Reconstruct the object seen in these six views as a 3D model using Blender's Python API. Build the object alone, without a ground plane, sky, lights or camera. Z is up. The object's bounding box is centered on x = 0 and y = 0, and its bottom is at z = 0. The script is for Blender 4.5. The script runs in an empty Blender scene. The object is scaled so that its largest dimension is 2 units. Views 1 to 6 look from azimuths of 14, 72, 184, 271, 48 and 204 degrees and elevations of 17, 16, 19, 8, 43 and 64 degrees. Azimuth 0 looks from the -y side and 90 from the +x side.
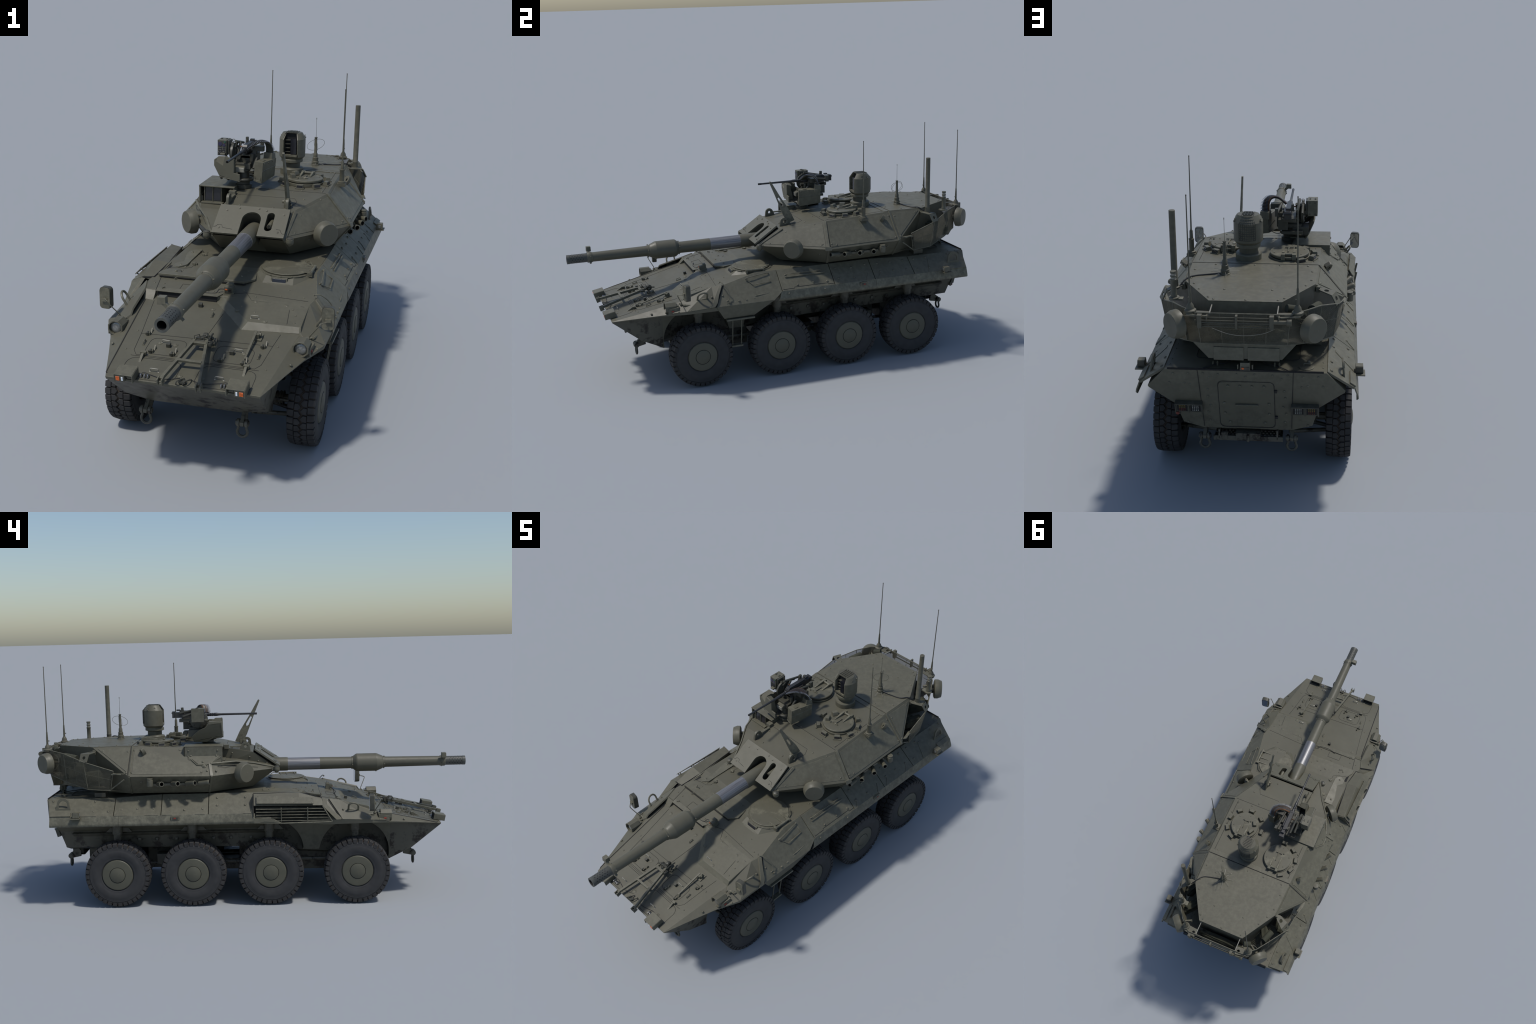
# Eight-wheeled armoured gun vehicle, built part by part from profiles, plates and lathes.
import bpy, bmesh, math, random
from mathutils import Vector, Matrix
from mathutils.geometry import tessellate_polygon
from mathutils.bvhtree import BVHTree
random.seed(7)
V = Vector
PI = math.pi
X, Y, Z = V((1, 0, 0)), V((0, 1, 0)), V((0, 0, 1))
scene_coll = bpy.context.scene.collection


# ------------------------------------------------------------------ materials
def new_mat(name):
    m = bpy.data.materials.new(name)
    m.use_nodes = True
    nt = m.node_tree
    b = nt.nodes["Principled BSDF"]
    return m, nt, b


def simple(name, col, rough=0.6, metal=0.0, noise=0.15, scale=60, coat=0.0, bump=0.0):
    m, nt, b = new_mat(name)
    n, l = nt.nodes, nt.links
    tc = n.new("ShaderNodeTexCoord")
    t = n.new("ShaderNodeTexNoise")
    t.inputs["Scale"].default_value = scale
    t.inputs["Detail"].default_value = 5
    l.new(tc.outputs["Object"], t.inputs["Vector"])
    r = n.new("ShaderNodeValToRGB")
    e = r.color_ramp.elements
    e[0].position, e[1].position = 0.3, 0.7
    e[0].color = (*[c * (1 - noise) for c in col], 1)
    e[1].color = (*[c * (1 + noise) for c in col], 1)
    l.new(t.outputs["Fac"], r.inputs["Fac"])
    l.new(r.outputs["Color"], b.inputs["Base Color"])
    b.inputs["Roughness"].default_value = rough
    b.inputs["Metallic"].default_value = metal
    b.inputs["Coat Weight"].default_value = coat
    if bump:
        bp = n.new("ShaderNodeBump")
        bp.inputs["Strength"].default_value = bump
        bp.inputs["Distance"].default_value = 0.002
        l.new(t.outputs["Fac"], bp.inputs["Height"])
        l.new(bp.outputs["Normal"], b.inputs["Normal"])
    return m


def paint(name, col, dirt=0.0, wear=0.8, rough=0.50):
    """Olive paint: blotchy tone, rubbed edges, mud that thickens low on the hull."""
    m, nt, b = new_mat(name)
    n, l = nt.nodes, nt.links
    tc = n.new("ShaderNodeTexCoord")

    def noise(scale, detail=6, rough=0.6, src="Object"):
        t = n.new("ShaderNodeTexNoise")
        t.inputs["Scale"].default_value = scale
        t.inputs["Detail"].default_value = detail
        t.inputs["Roughness"].default_value = rough
        l.new(tc.outputs[src], t.inputs["Vector"])
        return t.outputs["Fac"]

    def ramp(src, p0, p1, c0=(0, 0, 0), c1=(1, 1, 1)):
        r = n.new("ShaderNodeValToRGB")
        e = r.color_ramp.elements
        e[0].position, e[1].position = p0, p1
        e[0].color, e[1].color = (*c0, 1), (*c1, 1)
        l.new(src, r.inputs["Fac"])
        return r.outputs["Color"]

    def mix(fac, a, c, mode='MIX'):
        x = n.new("ShaderNodeMix")
        x.data_type = 'RGBA'
        x.blend_type = mode
        if isinstance(fac, (int, float)):
            x.inputs[0].default_value = fac
        else:
            l.new(fac, x.inputs[0])
        for sock, v in ((x.inputs[6], a), (x.inputs[7], c)):
            if isinstance(v, tuple):
                sock.default_value = (*v, 1)
            else:
                l.new(v, sock)
        return x.outputs[2]

    def math_(op, a, c):
        x = n.new("ShaderNodeMath")
        x.operation = op
        x.use_clamp = True
        for s, v in ((x.inputs[0], a), (x.inputs[1], c)):
            if isinstance(v, (int, float)):
                s.default_value = v
            else:
                l.new(v, s)
        return x.outputs[0]

    lo = tuple(c * 0.93 for c in col)
    hi = tuple(c * 1.06 for c in col)
    base = ramp(noise(7.0), 0.35, 0.66, lo, hi)
    fine = ramp(noise(140.0, 4), 0.3, 0.7, (0.95, 0.95, 0.95), (1.04, 1.04, 1.03))
    base = mix(1.0, base, fine, 'MULTIPLY')
    # vertical streaks
    mp = n.new("ShaderNodeMapping")
    mp.inputs["Scale"].default_value = (60, 60, 6)
    l.new(tc.outputs["Object"], mp.inputs["Vector"])
    st = n.new("ShaderNodeTexNoise")
    st.inputs["Scale"].default_value = 1.0
    st.inputs["Detail"].default_value = 3
    l.new(mp.outputs["Vector"], st.inputs["Vector"])
    streak = ramp(st.outputs["Fac"], 0.62, 0.8, (0, 0, 0), (0.16, 0.16, 0.16))
    base = mix(streak, base, (0.05, 0.043, 0.033))
    gr = ramp(noise(11.0, 10, 0.72), 0.56, 0.74, (0, 0, 0), (0.13, 0.13, 0.13))
    base = mix(gr, base, tuple(c * 0.55 for c in col))
    # rubbed edges
    geo = n.new("ShaderNodeNewGeometry")
    pt = ramp(geo.outputs["Pointiness"], 0.53, 0.62)
    wn = ramp(noise(45.0, 8, 0.7), 0.42, 0.66)
    bv = n.new("ShaderNodeBevel")
    bv.samples = 4
    bv.inputs["Radius"].default_value = 0.0022
    dt = n.new("ShaderNodeVectorMath")
    dt.operation = 'DOT_PRODUCT'
    l.new(bv.outputs["Normal"], dt.inputs[0])
    l.new(geo.outputs["Normal"], dt.inputs[1])
    eg = ramp(math_('SUBTRACT', 1.0, dt.outputs["Value"]), 0.006, 0.045)
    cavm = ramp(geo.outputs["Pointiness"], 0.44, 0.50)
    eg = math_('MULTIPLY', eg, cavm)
    pt = math_('MAXIMUM', pt, eg)
    w = math_('MULTIPLY', pt, wn)
    w = math_('MULTIPLY', w, wear)
    base = mix(w, base, tuple(min(1, c * 1.9) for c in col))
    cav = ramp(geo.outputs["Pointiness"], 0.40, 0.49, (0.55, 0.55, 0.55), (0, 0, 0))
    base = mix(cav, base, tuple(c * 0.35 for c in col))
    if dirt > 0:
        sx = n.new("ShaderNodeSeparateXYZ")
        l.new(tc.outputs["Object"], sx.inputs[0])
        mr = n.new("ShaderNodeMapRange")
        mr.inputs["From Min"].default_value = 0.37
        mr.inputs["From Max"].default_value = 0.24
        l.new(sx.outputs["Z"], mr.inputs["Value"])
        dn = ramp(noise(18.0, 10, 0.75), 0.50, 0.61)
        d = math_('MULTIPLY', mr.outputs["Result"], dn)
        d = math_('MULTIPLY', d, dirt)
        base = mix(d, base, (0.016, 0.012, 0.009))
    l.new(base, b.inputs["Base Color"])
    rr = ramp(noise(30.0), 0.3, 0.7, (rough - 0.07,) * 3, (rough + 0.07,) * 3)
    l.new(rr, b.inputs["Roughness"])
    b.inputs["Specular IOR Level"].default_value = 0.4
    bp = n.new("ShaderNodeBump")
    bp.inputs["Strength"].default_value = 0.05
    bp.inputs["Distance"].default_value = 0.001
    l.new(noise(260.0, 2), bp.inputs["Height"])
    l.new(bp.outputs["Normal"], b.inputs["Normal"])
    return m


OLIVE = (0.094, 0.0895, 0.0645)
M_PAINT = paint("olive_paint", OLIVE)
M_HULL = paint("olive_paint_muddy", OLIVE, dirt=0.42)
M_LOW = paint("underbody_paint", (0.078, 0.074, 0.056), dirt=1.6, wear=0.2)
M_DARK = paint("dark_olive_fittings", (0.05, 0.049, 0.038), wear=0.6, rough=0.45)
M_GUN = simple("gunmetal", (0.050, 0.050, 0.050), 0.42, 0.55, 0.2)
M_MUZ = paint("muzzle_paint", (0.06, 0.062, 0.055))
M_RUB = simple("tyre_rubber", (0.031, 0.031, 0.032), 0.8, 0, 0.15, 40, bump=0.1)
M_RUBT = simple("tread_rubber", (0.027, 0.026, 0.026), 0.82, 0, 0.35, 30, bump=0.2)
M_RIM = paint("rim_paint", (0.082, 0.080, 0.058), wear=0.3)
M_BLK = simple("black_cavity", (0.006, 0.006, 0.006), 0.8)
M_SEAM = simple("seam_shadow_gap", (0.022, 0.021, 0.019), 0.9)
M_GLASS = simple("dark_optic_glass", (0.014, 0.014, 0.018), 0.22, 0, 0.1, 10, coat=0.2)
M_LENS = simple("lamp_lens", (0.20, 0.20, 0.185), 0.2, 0.3, 0.35, 160, coat=0.8)
M_MIRROR = simple("mirror_glass", (0.55, 0.58, 0.62), 0.06, 0.9, 0.02, 5)
M_WHITE = simple("white_lamp", (0.75, 0.8, 0.85), 0.3)
M_ORANGE = simple("orange_lamp", (0.62, 0.12, 0.02), 0.3, 0, 0.25, 200)
M_RED = simple("red_lamp", (0.22, 0.03, 0.018), 0.4, 0, 0.2, 200)
M_YELLOW = simple("yellow_lamp", (0.24, 0.18, 0.05), 0.4)
M_BRASS = simple("brass_case", (0.10, 0.05, 0.025), 0.4, 0.6)
M_STEEL = simple("bare_steel", (0.33, 0.33, 0.34), 0.35, 0.85)
M_WIRE = simple("dull_wire", (0.088, 0.083, 0.058), 0.6, 0.1)
M_GRIT = simple("dusty_tread_groove", (0.040, 0.029, 0.021), 0.9, 0, 0.3, 80)
M_CLOTH = simple("dark_canvas", (0.035, 0.036, 0.022), 0.9, 0, 0.3, 30, bump=0.3)
M_CABLE = simple("black_cable", (0.012, 0.012, 0.012), 0.6)
M_BRIGHT = simple("bright_rod", (0.26, 0.25, 0.21), 0.42, 0.2)
M_PALE = simple("pale_led", (0.30, 0.30, 0.27), 0.5)
M_DULLRED = simple("dull_red_lamp", (0.13, 0.03, 0.02), 0.5)
M_GREEN = simple("green_optic", (0.02, 0.10, 0.06), 0.2)
M_VIOLET = simple("violet_optic", (0.035, 0.03, 0.07), 0.15)


def silver_mat():
    m, nt, b = new_mat("brushed_steel_sleeve")
    n, l = nt.nodes, nt.links
    tc = n.new("ShaderNodeTexCoord")
    mp = n.new("ShaderNodeMapping")
    mp.inputs["Scale"].default_value = (500, 8, 500)
    l.new(tc.outputs["Object"], mp.inputs["Vector"])
    t = n.new("ShaderNodeTexNoise")
    t.inputs["Scale"].default_value = 1
    t.inputs["Detail"].default_value = 4
    l.new(mp.outputs["Vector"], t.inputs["Vector"])
    r = n.new("ShaderNodeValToRGB")
    e = r.color_ramp.elements
    e[0].position, e[1].position = 0.3, 0.75
    e[0].color = (0.12, 0.12, 0.128, 1)
    e[1].color = (0.28, 0.28, 0.285, 1)
    l.new(t.outputs["Fac"], r.inputs["Fac"])
    l.new(r.outputs["Color"], b.inputs["Base Color"])
    b.inputs["Metallic"].default_value = 0.55
    b.inputs["Roughness"].default_value = 0.46
    return m


M_SILVER = silver_mat()


# ------------------------------------------------------------------ mesh builder
def basis(n, up=Z):
    n = V(n).normalized()
    u = V(up).cross(n)
    if u.length < 1e-4:
        u = X.cross(n) if abs(n.x) < 0.9 else Y.cross(n)
    u.normalize()
    return u, n.cross(u), n          # u right, v up, n out


class B:
    def __init__(s):
        s.v, s.f, s.m = [], [], []

    def add(s, vs, fs, m=0):
        o = len(s.v)
        s.v += [V(p) for p in vs]
        s.f += [tuple(i + o for i in f) for f in fs]
        s.m += [m] * len(fs)
        return s

    def hexa(s, p, m=0):
        """8 points: bottom ring 0-3, top ring 4-7."""
        return s.add(p, [(3, 2, 1, 0), (4, 5, 6, 7), (0, 1, 5, 4), (1, 2, 6, 5), (2, 3, 7, 6), (3, 0, 4, 7)], m)

    def box(s, c, size, axes=None, m=0, taper=1.0):
        c = V(c)
        u, v, n = axes if axes else (X, Y, Z)
        a, b, d = [k / 2 for k in size]
        p = []
        for h, k in ((-d, 1.0), (d, taper)):
            for i, j in ((-1, -1), (1, -1), (1, 1), (-1, 1)):
                p.append(c + u * a * i * k + v * b * j * k + n * h)
        return s.hexa(p, m)

    def ring(s, c, u, v, r, n, ph=0.0):
        return [c + u * r * math.cos(ph + 2 * PI * i / n) + v * r * math.sin(ph + 2 * PI * i / n) for i in range(n)]

    def lathe(s, o, axis, prof, n=24, m=0, cap=True, ph=0.0):
        """prof: (radius, height[, material])"""
        o = V(o)
        u, v, w = basis(axis)
        base = len(s.v)
        for q in prof:
            s.v += s.ring(o + w * q[1], u, v, max(q[0], 1e-5), n, ph)
        for k in range(len(prof) - 1):
            mm = prof[k + 1][2] if len(prof[k + 1]) > 2 else m
            for i in range(n):
                j = (i + 1) % n
                s.f.append((base + k * n + i, base + k * n + j, base + (k + 1) * n + j, base + (k + 1) * n + i))
                s.m.append(mm)
        if cap:
            s.f.append(tuple(base + i for i in range(n))[::-1])
            s.f.append(tuple(base + (len(prof) - 1) * n + i for i in range(n)))
            s.m += [m, prof[-1][2] if len(prof[-1]) > 2 else m]
        return s

    def cyl(s, a, b, r, r2=None, n=12, m=0):
        a, b = V(a), V(b)
        d = b - a
        return s.lathe(a, d, [(r, 0), (r if r2 is None else r2, d.length)], n, m)

    def tube(s, pts, r, n=6, m=0, closed=False):
        pts = [V(p) for p in pts]
        base = len(s.v)
        N = len(pts)
        up = None
        for i, p in enumerate(pts):
            a = pts[(i - 1) % N] if (closed or i > 0) else p
            b = pts[(i + 1) % N] if (closed or i < N - 1) else p
            t = (b - a).normalized()
            if up is None:
                up = basis(t)[1]
            u = up.cross(t)
            if u.length < 1e-5:
                u = basis(t)[0]
            u.normalize()
            up = t.cross(u)
            rr = r[i] if isinstance(r, (list, tuple)) else r
            s.v += s.ring(p, u, up, rr, n)
        for k in range(N if closed else N - 1):
            k2 = (k + 1) % N
            for i in range(n):
                j = (i + 1) % n
                s.f.append((base + k * n + i, base + k * n + j, base + k2 * n + j, base + k2 * n + i))
                s.m.append(m)
        if not closed:
            s.f.append(tuple(base + i for i in range(n))[::-1])
            s.f.append(tuple(base + (N - 1) * n + i for i in range(n)))
            s.m += [m, m]
        return s

    def dome(s, c, nrm, r, h=None, n=10, m=0):
        h = r * 0.6 if h is None else h
        return s.lathe(c, nrm, [(r, -0.001), (r, h * 0.25), (r * 0.8, h * 0.7), (r * 0.4, h)], n, m)

    def ball(s, c, r, n=12, m=0, sq=(1, 1, 1)):
        c = V(c)
        base = len(s.v)
        k = n // 2
        for i in range(1, k):
            a = PI * i / k
            for j in range(n):
                b = 2 * PI * j / n
                s.v.append(c + V((math.sin(a) * math.cos(b) * sq[0], math.sin(a) * math.sin(b) * sq[1], math.cos(a) * sq[2])) * r)
        for i in range(k - 2):
            for j in range(n):
                j2 = (j + 1) % n
                s.f.append((base + i * n + j, base + i * n + j2, base + (i + 1) * n + j2, base + (i + 1) * n + j))
                s.m.append(m)
        s.f += [tuple(base + j for j in range(n)), tuple(base + (k - 2) * n + j for j in range(n))[::-1]]
        s.m += [m, m]
        return s

    def prism(s, poly, o, u, v, t, m=0, holes=(), msides=None):
        """Plate: 2D outline (and holes) in the frame o,u,v, thickness t along u x v."""
        o, u, v = V(o), V(u).normalized(), V(v).normalized()
        n = u.cross(v).normalized()
        loops = [list(poly)] + [list(h) for h in holes]
        flat = [p for lp in loops for p in lp]
        tris = tessellate_polygon([[V((p[0], p[1], 0)) for p in lp] for lp in loops])
        k = len(flat)
        vs = [o + u * p[0] + v * p[1] for p in flat] + [o + u * p[0] + v * p[1] + n * t for p in flat]
        if not holes and k <= 4:
            fs = [tuple(range(k))[::-1], tuple(range(k, 2 * k))]
        else:
            fs = [tuple(reversed(a)) for a in tris] + [tuple(i + k for i in a) for a in tris]
        s.add(vs, fs, m)
        st = 0
        sides = []
        for lp in loops:
            L = len(lp)
            for i in range(L):
                j = (i + 1) % L
                sides.append((st + i, st + j, st + j + k, st + i + k))
            st += L
        base = len(s.v) - 2 * k
        s.f += [tuple(i + base for i in f) for f in sides]
        s.m += [m if msides is None else msides] * len(sides)
        return s

    def slab(s, pts, t, m=0, inset=0.0, lift=0.0):
        """Plate laid on a flat 3D polygon, growing along its outward normal (right-hand rule)."""
        pts = [V(p) for p in pts]
        n = V((0, 0, 0))
        for i in range(len(pts)):
            n += pts[i].cross(pts[(i + 1) % len(pts)])
        n.normalize()
        if inset:
            q = []
            L = len(pts)
            for i in range(L):
                a, p, b = pts[i - 1], pts[i], pts[(i + 1) % L]
                d1, d2 = (p - a).normalized(), (b - p).normalized()
                n1, n2 = n.cross(d1), n.cross(d2)
                k = (n1 + n2)
                k = k / max(0.2, k.dot(n1))
                q.append(p + k * inset)
            pts = q
        L = len(pts)
        vs = [p + n * lift for p in pts] + [p + n * (lift + t) for p in pts]
        fs = [tuple(range(L))[::-1], tuple(range(L, 2 * L))] + [(i, (i + 1) % L, (i + 1) % L + L, i + L) for i in range(L)]
        return s.add(vs, fs, m)

    def bvh(s):
        return BVHTree.FromPolygons(s.v, s.f)

    def mesh(s, name, mats, bevel=0.0, smooth=35, seg=2):
        me = bpy.data.meshes.new(name)
        me.from_pydata(s.v, [], s.f)
        for mt in mats:
            me.materials.append(mt)
        me.polygons.foreach_set("material_index", s.m)
        bm = bmesh.new()
        bm.from_mesh(me)
        bmesh.ops.recalc_face_normals(bm, faces=bm.faces)
        bm.to_mesh(me)
        bm.free()
        me.polygons.foreach_set("use_smooth", [True] * len(me.polygons))
        me.set_sharp_from_angle(angle=math.radians(smooth))
        me.update()
        return me

    def obj(s, name, parent=None, mats=None, bevel=0.0, smooth=35, kind=None, seg=2):
        o = bpy.data.objects.new(name, s.mesh(name, mats or [M_PAINT], smooth=smooth))
        scene_coll.objects.link(o)
        o.parent = parent
        if bevel:
            md = o.modifiers.new("bevel", 'BEVEL')
            md.width = bevel
            md.segments = seg
            md.limit_method = 'ANGLE'
            md.angle_limit = math.radians(min(30, max(smooth, 12)))
            md.harden_normals = True
        if kind:
            o["kind"] = kind
        return o


def circ(c, r, n=16, a0=0.0, a1=2 * PI, full=True):
    k = n if full else n - 1
    return [(c[0] + r * math.cos(a0 + (a1 - a0) * i / k), c[1] + r * math.sin(a0 + (a1 - a0) * i / k)) for i in range(n)]


def rrect(cx, cy, w, h, r, n=4):
    p = []
    for sx, sy, a in ((1, 1, 0), (-1, 1, PI / 2), (-1, -1, PI), (1, -1, 1.5 * PI)):
        for i in range(n + 1):
            b = a + PI / 2 * i / n
            p.append((cx + sx * (w / 2 - r) + r * math.cos(b), cy + sy * (h / 2 - r) + r * math.sin(b)))
    return p


def spline(pts, n=6):
    pts = [V(p) for p in pts]
    out = []
    for i in range(len(pts) - 1):
        p0 = pts[max(0, i - 1)]
        p1, p2 = pts[i], pts[i + 1]
        p3 = pts[min(len(pts) - 1, i + 2)]
        for k in range(n):
            t = k / n
            out.append(0.5 * (2 * p1 + (p2 - p0) * t + (2 * p0 - 5 * p1 + 4 * p2 - p3) * t * t + (3 * p1 - p0 - 3 * p2 + p3) * t ** 3))
    out.append(pts[-1])
    return out


def mir(p):
    return V((-p[0], p[1], p[2]))


root = bpy.data.objects.new("armored_vehicle", None)
scene_coll.objects.link(root)
root["label"] = "olive eight-wheeled armoured vehicle with long gun turret"
root["category"] = "military vehicle"

# ================================================================== HULL
# Half sections, front to back. Each: crest T, widest W, fold F, lower L, chine S, belly B as (x, y, z)
HS = [
    [(.239, -.845, .336), (.240, -.845, .334), (.240, -.845, .332), (.239, -.844, .330), (.237, -.843, .328), (.16, -.843, .327)],
    [(.256, -.720, .362), (.285, -.715, .350), (.283, -.715, .346), (.243, -.715, .342), (.232, -.713, .222), (.15, -.709, .205)],
    [(.2705, -.614, .386), (.322, -.613, .363), (.320, -.613, .357), (.250, -.613, .350), (.222, -.613, .170), (.13, -.613, .158)],
    [(.271, -.611, .3865), (.323, -.611, .3635), (.321, -.611, .357), (.180, -.611, .352), (.172, -.611, .19), (.13, -.611, .16)],
    [(.284, -.520, .4065), (.366, -.522, .378), (.365, -.522, .366), (.180, -.52, .355), (.172, -.52, .20), (.13, -.52, .17)],
    [(.2868, -.386, .4345), (.371, -.386, .384), (.364, -.386, .364), (.180, -.386, .34), (.172, -.386, .20), (.13, -.386, .18)],
    [(.287, -.384, .4555), (.371, -.384, .384), (.364, -.384, .364), (.180, -.384, .34), (.172, -.384, .20), (.13, -.384, .18)],
    [(.298, -.325, .4655), (.370, -.325, .384), (.362, -.325, .362), (.180, -.325, .34), (.172, -.325, .20), (.13, -.325, .18)],
    [(.267, -.166, .4945), (.352, -.166, .398), (.344, -.166, .37), (.180, -.166, .34), (.172, -.166, .21), (.13, -.166, .19)],
    [(.265, -.070, .4965), (.340, -.070, .402), (.333, -.070, .384), (.185, -.070, .34), (.175, -.070, .22), (.14, -.07, .20)],
    [(.265, -.066, .4965), (.340, -.066, .402), (.333, -.066, .392), (.245, -.066, .33), (.228, -.066, .24), (.15, -.066, .225)],
    [(.266, .450, .4925), (.340, .450, .402), (.332, .450, .394), (.243, .450, .33), (.225, .450, .245), (.15, .450, .227)],
    [(.267, .640, .482), (.335, .640, .404), (.330, .640, .398), (.242, .640, .33), (.222, .640, .247), (.15, .640, .227)],
    [(.267, .937, .482), (.330, .917, .409), (.327, .916, .402), (.242, .893, .330), (.221, .870, .249), (.152, .866, .227)],
]
core = B()
NP = len(HS[0])
rings = []
for sec in HS:
    row = [core.v.__len__() + i for i in range(2 * NP)]
    core.v += [V(p) for p in sec] + [mir(p) for p in reversed(sec)]
    rings.append(row)
for a, b in zip(rings[:-1], rings[1:]):
    for i in range(2 * NP):
        j = (i + 1) % (2 * NP)
        core.f.append((a[i], a[j], b[j], b[i]))
        core.m.append(1 if (3 <= i <= 7) else 0)
core.f += [tuple(rings[0]), tuple(reversed(rings[-1]))]
core.m += [0, 0]

# raised left foredeck block with the slanted step across the glacis
fl, fu = (.286, -.520, .4072), (.2825, -.507, .4245)
il, iu = (.095, -.531, .4035), (.112, -.511, .4260)
dl, du = (-.034, -.386, .4330), (-.020, -.374, .4572)
rl, ru = (.2868, -.384, .4300), (.287, -.384, .4560)
core.add([fl, fu, il, iu, dl, du, rl, ru, (-.02, -.37, .43), (.287, -.37, .43), (.287, -.37, .4575)],
         [(0, 2, 3, 1), (2, 4, 5, 3), (1, 3, 5, 10, 7), (0, 1, 7, 6), (4, 8, 5), (0, 6, 9, 8, 4, 2), (6, 7, 10, 9), (5, 8, 9, 10)])
# small sloped step plate at the right edge of the glacis
core.add([(-.248, -.418, .4265), (-.2868, -.412, .4285), (-.288, -.386, .4560), (-.248, -.386, .4545), (-.248, -.386, .43), (-.288, -.386, .43)],
         [(0, 1, 2, 3), (0, 3, 4), (1, 5, 2), (0, 4, 5, 1), (2, 5, 4, 3)])
hull = core.obj("hull", root, [M_HULL, M_LOW], bevel=0.0016, smooth=9)
deck = core.bvh()


def on_deck(x, y, lift=0.0):
    p, n, _, _ = deck.ray_cast(V((x, y, 1.0)), V((0, 0, -1)))
    if p is None:
        p, n, _, _ = deck.find_nearest(V((x, y, .40)))
    if n.z < 0:
        n = -n
    return p + n * lift, n


# side plates in front of / between the wheel arches (outlines in y,z with arch curves)
def arch(yc, zc, r, a0, a1, n=12):
    return [(yc + r * math.cos(math.radians(a0 + (a1 - a0) * i / (n - 1))), zc + r * math.sin(math.radians(a0 + (a1 - a0) * i / (n - 1)))) for i in range(n)]


ap = B()
for sx in (1, -1):
    front = [(-.6150, .356), (-.6150, .169)] + arch(-.452, .205, .158, 193, 90) + [(-.452, .366)]
    mid = [(-.452, .366)] + arch(-.452, .205, .160, 90, 10)[0:] + [(-.290, .222), (-.215, .222)] + arch(-.070, .220, .150, 175, 92) + [(-.075, .372)]
    for poly in (front, mid):
        if sx > 0:
            ap.prism(poly, (.172, 0, 0), Y, Z, .070)
        else:
            ap.prism(poly, (-.242, 0, 0), Y, Z, .070)
for p in ap.v:
    if abs(p.x) > .2:
        p.x = math.copysign(.2215 + (p.z - .17) / .18 * .0280, p.x)
ap.obj("arch_panel", hull, [M_HULL], bevel=.0010)

# ---- applique side plates (with gaps between them) and the thin skirt
def side_pt(sx, y, k, out=0.0):
    """k=0 at the roof crest, 1 at the skirt bend; the plates stand proud of the hull."""
    zt = 0.499 if y < .42 else .499 - (y - .42) / .22 * .013 if y < .64 else .486
    xt = 0.268
    xb, zb = .361, .418
    p = V((xt + (xb - xt) * k, y, zt + (zb - zt) * k))
    n = V((zt - zb, 0, xb - xt)).normalized()
    p += n * out
    return V((sx * p.x, p.y, p.z))


spl = B()
for sx in (1, -1):
    ys = [-.062 if sx > 0 else .004, .203, .413, .624, .930]
    for a, b in zip(ys[:-1], ys[1:]):
        g = .0016
        q = [side_pt(sx, a + g, 0.02), side_pt(sx, a + g, 1.0), side_pt(sx, b - g, 1.0), side_pt(sx, b - g, 0.02)]
        if b > .9:
            q[2] = side_pt(sx, .909, 1.0)
        one = B()
        r = [p - V((sx * .006, 0, .006)) for p in q]
        one.hexa(r + q)
        one.obj("side_plate", hull, [M_PAINT], bevel=0.0012)
# front left plate, forward of the first seam, follows the hull crest
fp = B()
q = [V((.3005, -.328, .4665)), V((.3735, -.384, .3850)), V((.3745, -.105, .3850)), V((.3620, -.0632, .4180)), V((.2690, -.0632, .4985)), V((.2685, -.166, .4970))]
r = [p - V((.007, 0, .006)) for p in q]
fp.add(r + q, [tuple(range(6))[::-1], tuple(range(6, 12))] + [(i, (i + 1) % 6, (i + 1) % 6 + 6, i + 6) for i in range(6)])
# lower lip of that plate, folding under to the step
fp.hexa([(.3735, -.384, .385), (.3745, -.105, .385), (.352, -.200, .318), (.354, -.345, .318),
         (.360, -.384, .380), (.360, -.105, .380), (.338, -.200, .318), (.338, -.345, .318)])
fp.obj("front_side_plate", hull, [M_PAINT], bevel=0.0012)

sk = B()
for sx in (1, -1):
    y0, y1 = (-.102 if sx > 0 else -.10), .909
    prof = [(.361, .4185), (.3725, .388), (.3740, .378), (.3705, .374)]
    segs = [y0, .60, y1] if sx < 0 else [y0, .415, y1]
    for a, b in zip(segs[:-1], segs[1:]):
        one = B()
        b2 = b - .001
        k = len(prof)
        vs = []
        for d in (0, .004):
            for yy in (a, b2):
                for i, (x, z) in enumerate(prof):
                    ya = yy - (.0 if yy != y0 else -.036 * (1 - i / (k - 1)) if sx > 0 else 0)
                    if yy == y0 and sx < 0:
                        ya = -.004 if i < 2 else -.10
                    vs.append((sx * (x - d), ya, z - d * .3))
        fs = []
        for i in range(k - 1):
            fs += [(i, i + 1, k + i + 1, k + i), (2 * k + i, 3 * k + i, 3 * k + i + 1, 2 * k + i + 1),
                   (i, 2 * k + i, 2 * k + i + 1, i + 1), (k + i, k + i + 1, 3 * k + i + 1, 3 * k + i)]
        fs += [(0, k, 3 * k, 2 * k), (k - 1, 3 * k - 1, 4 * k - 1, 2 * k - 1)]
        one.add(vs, fs)
        one.obj("side_skirt", hull, [M_PAINT], smooth=50)
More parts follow.
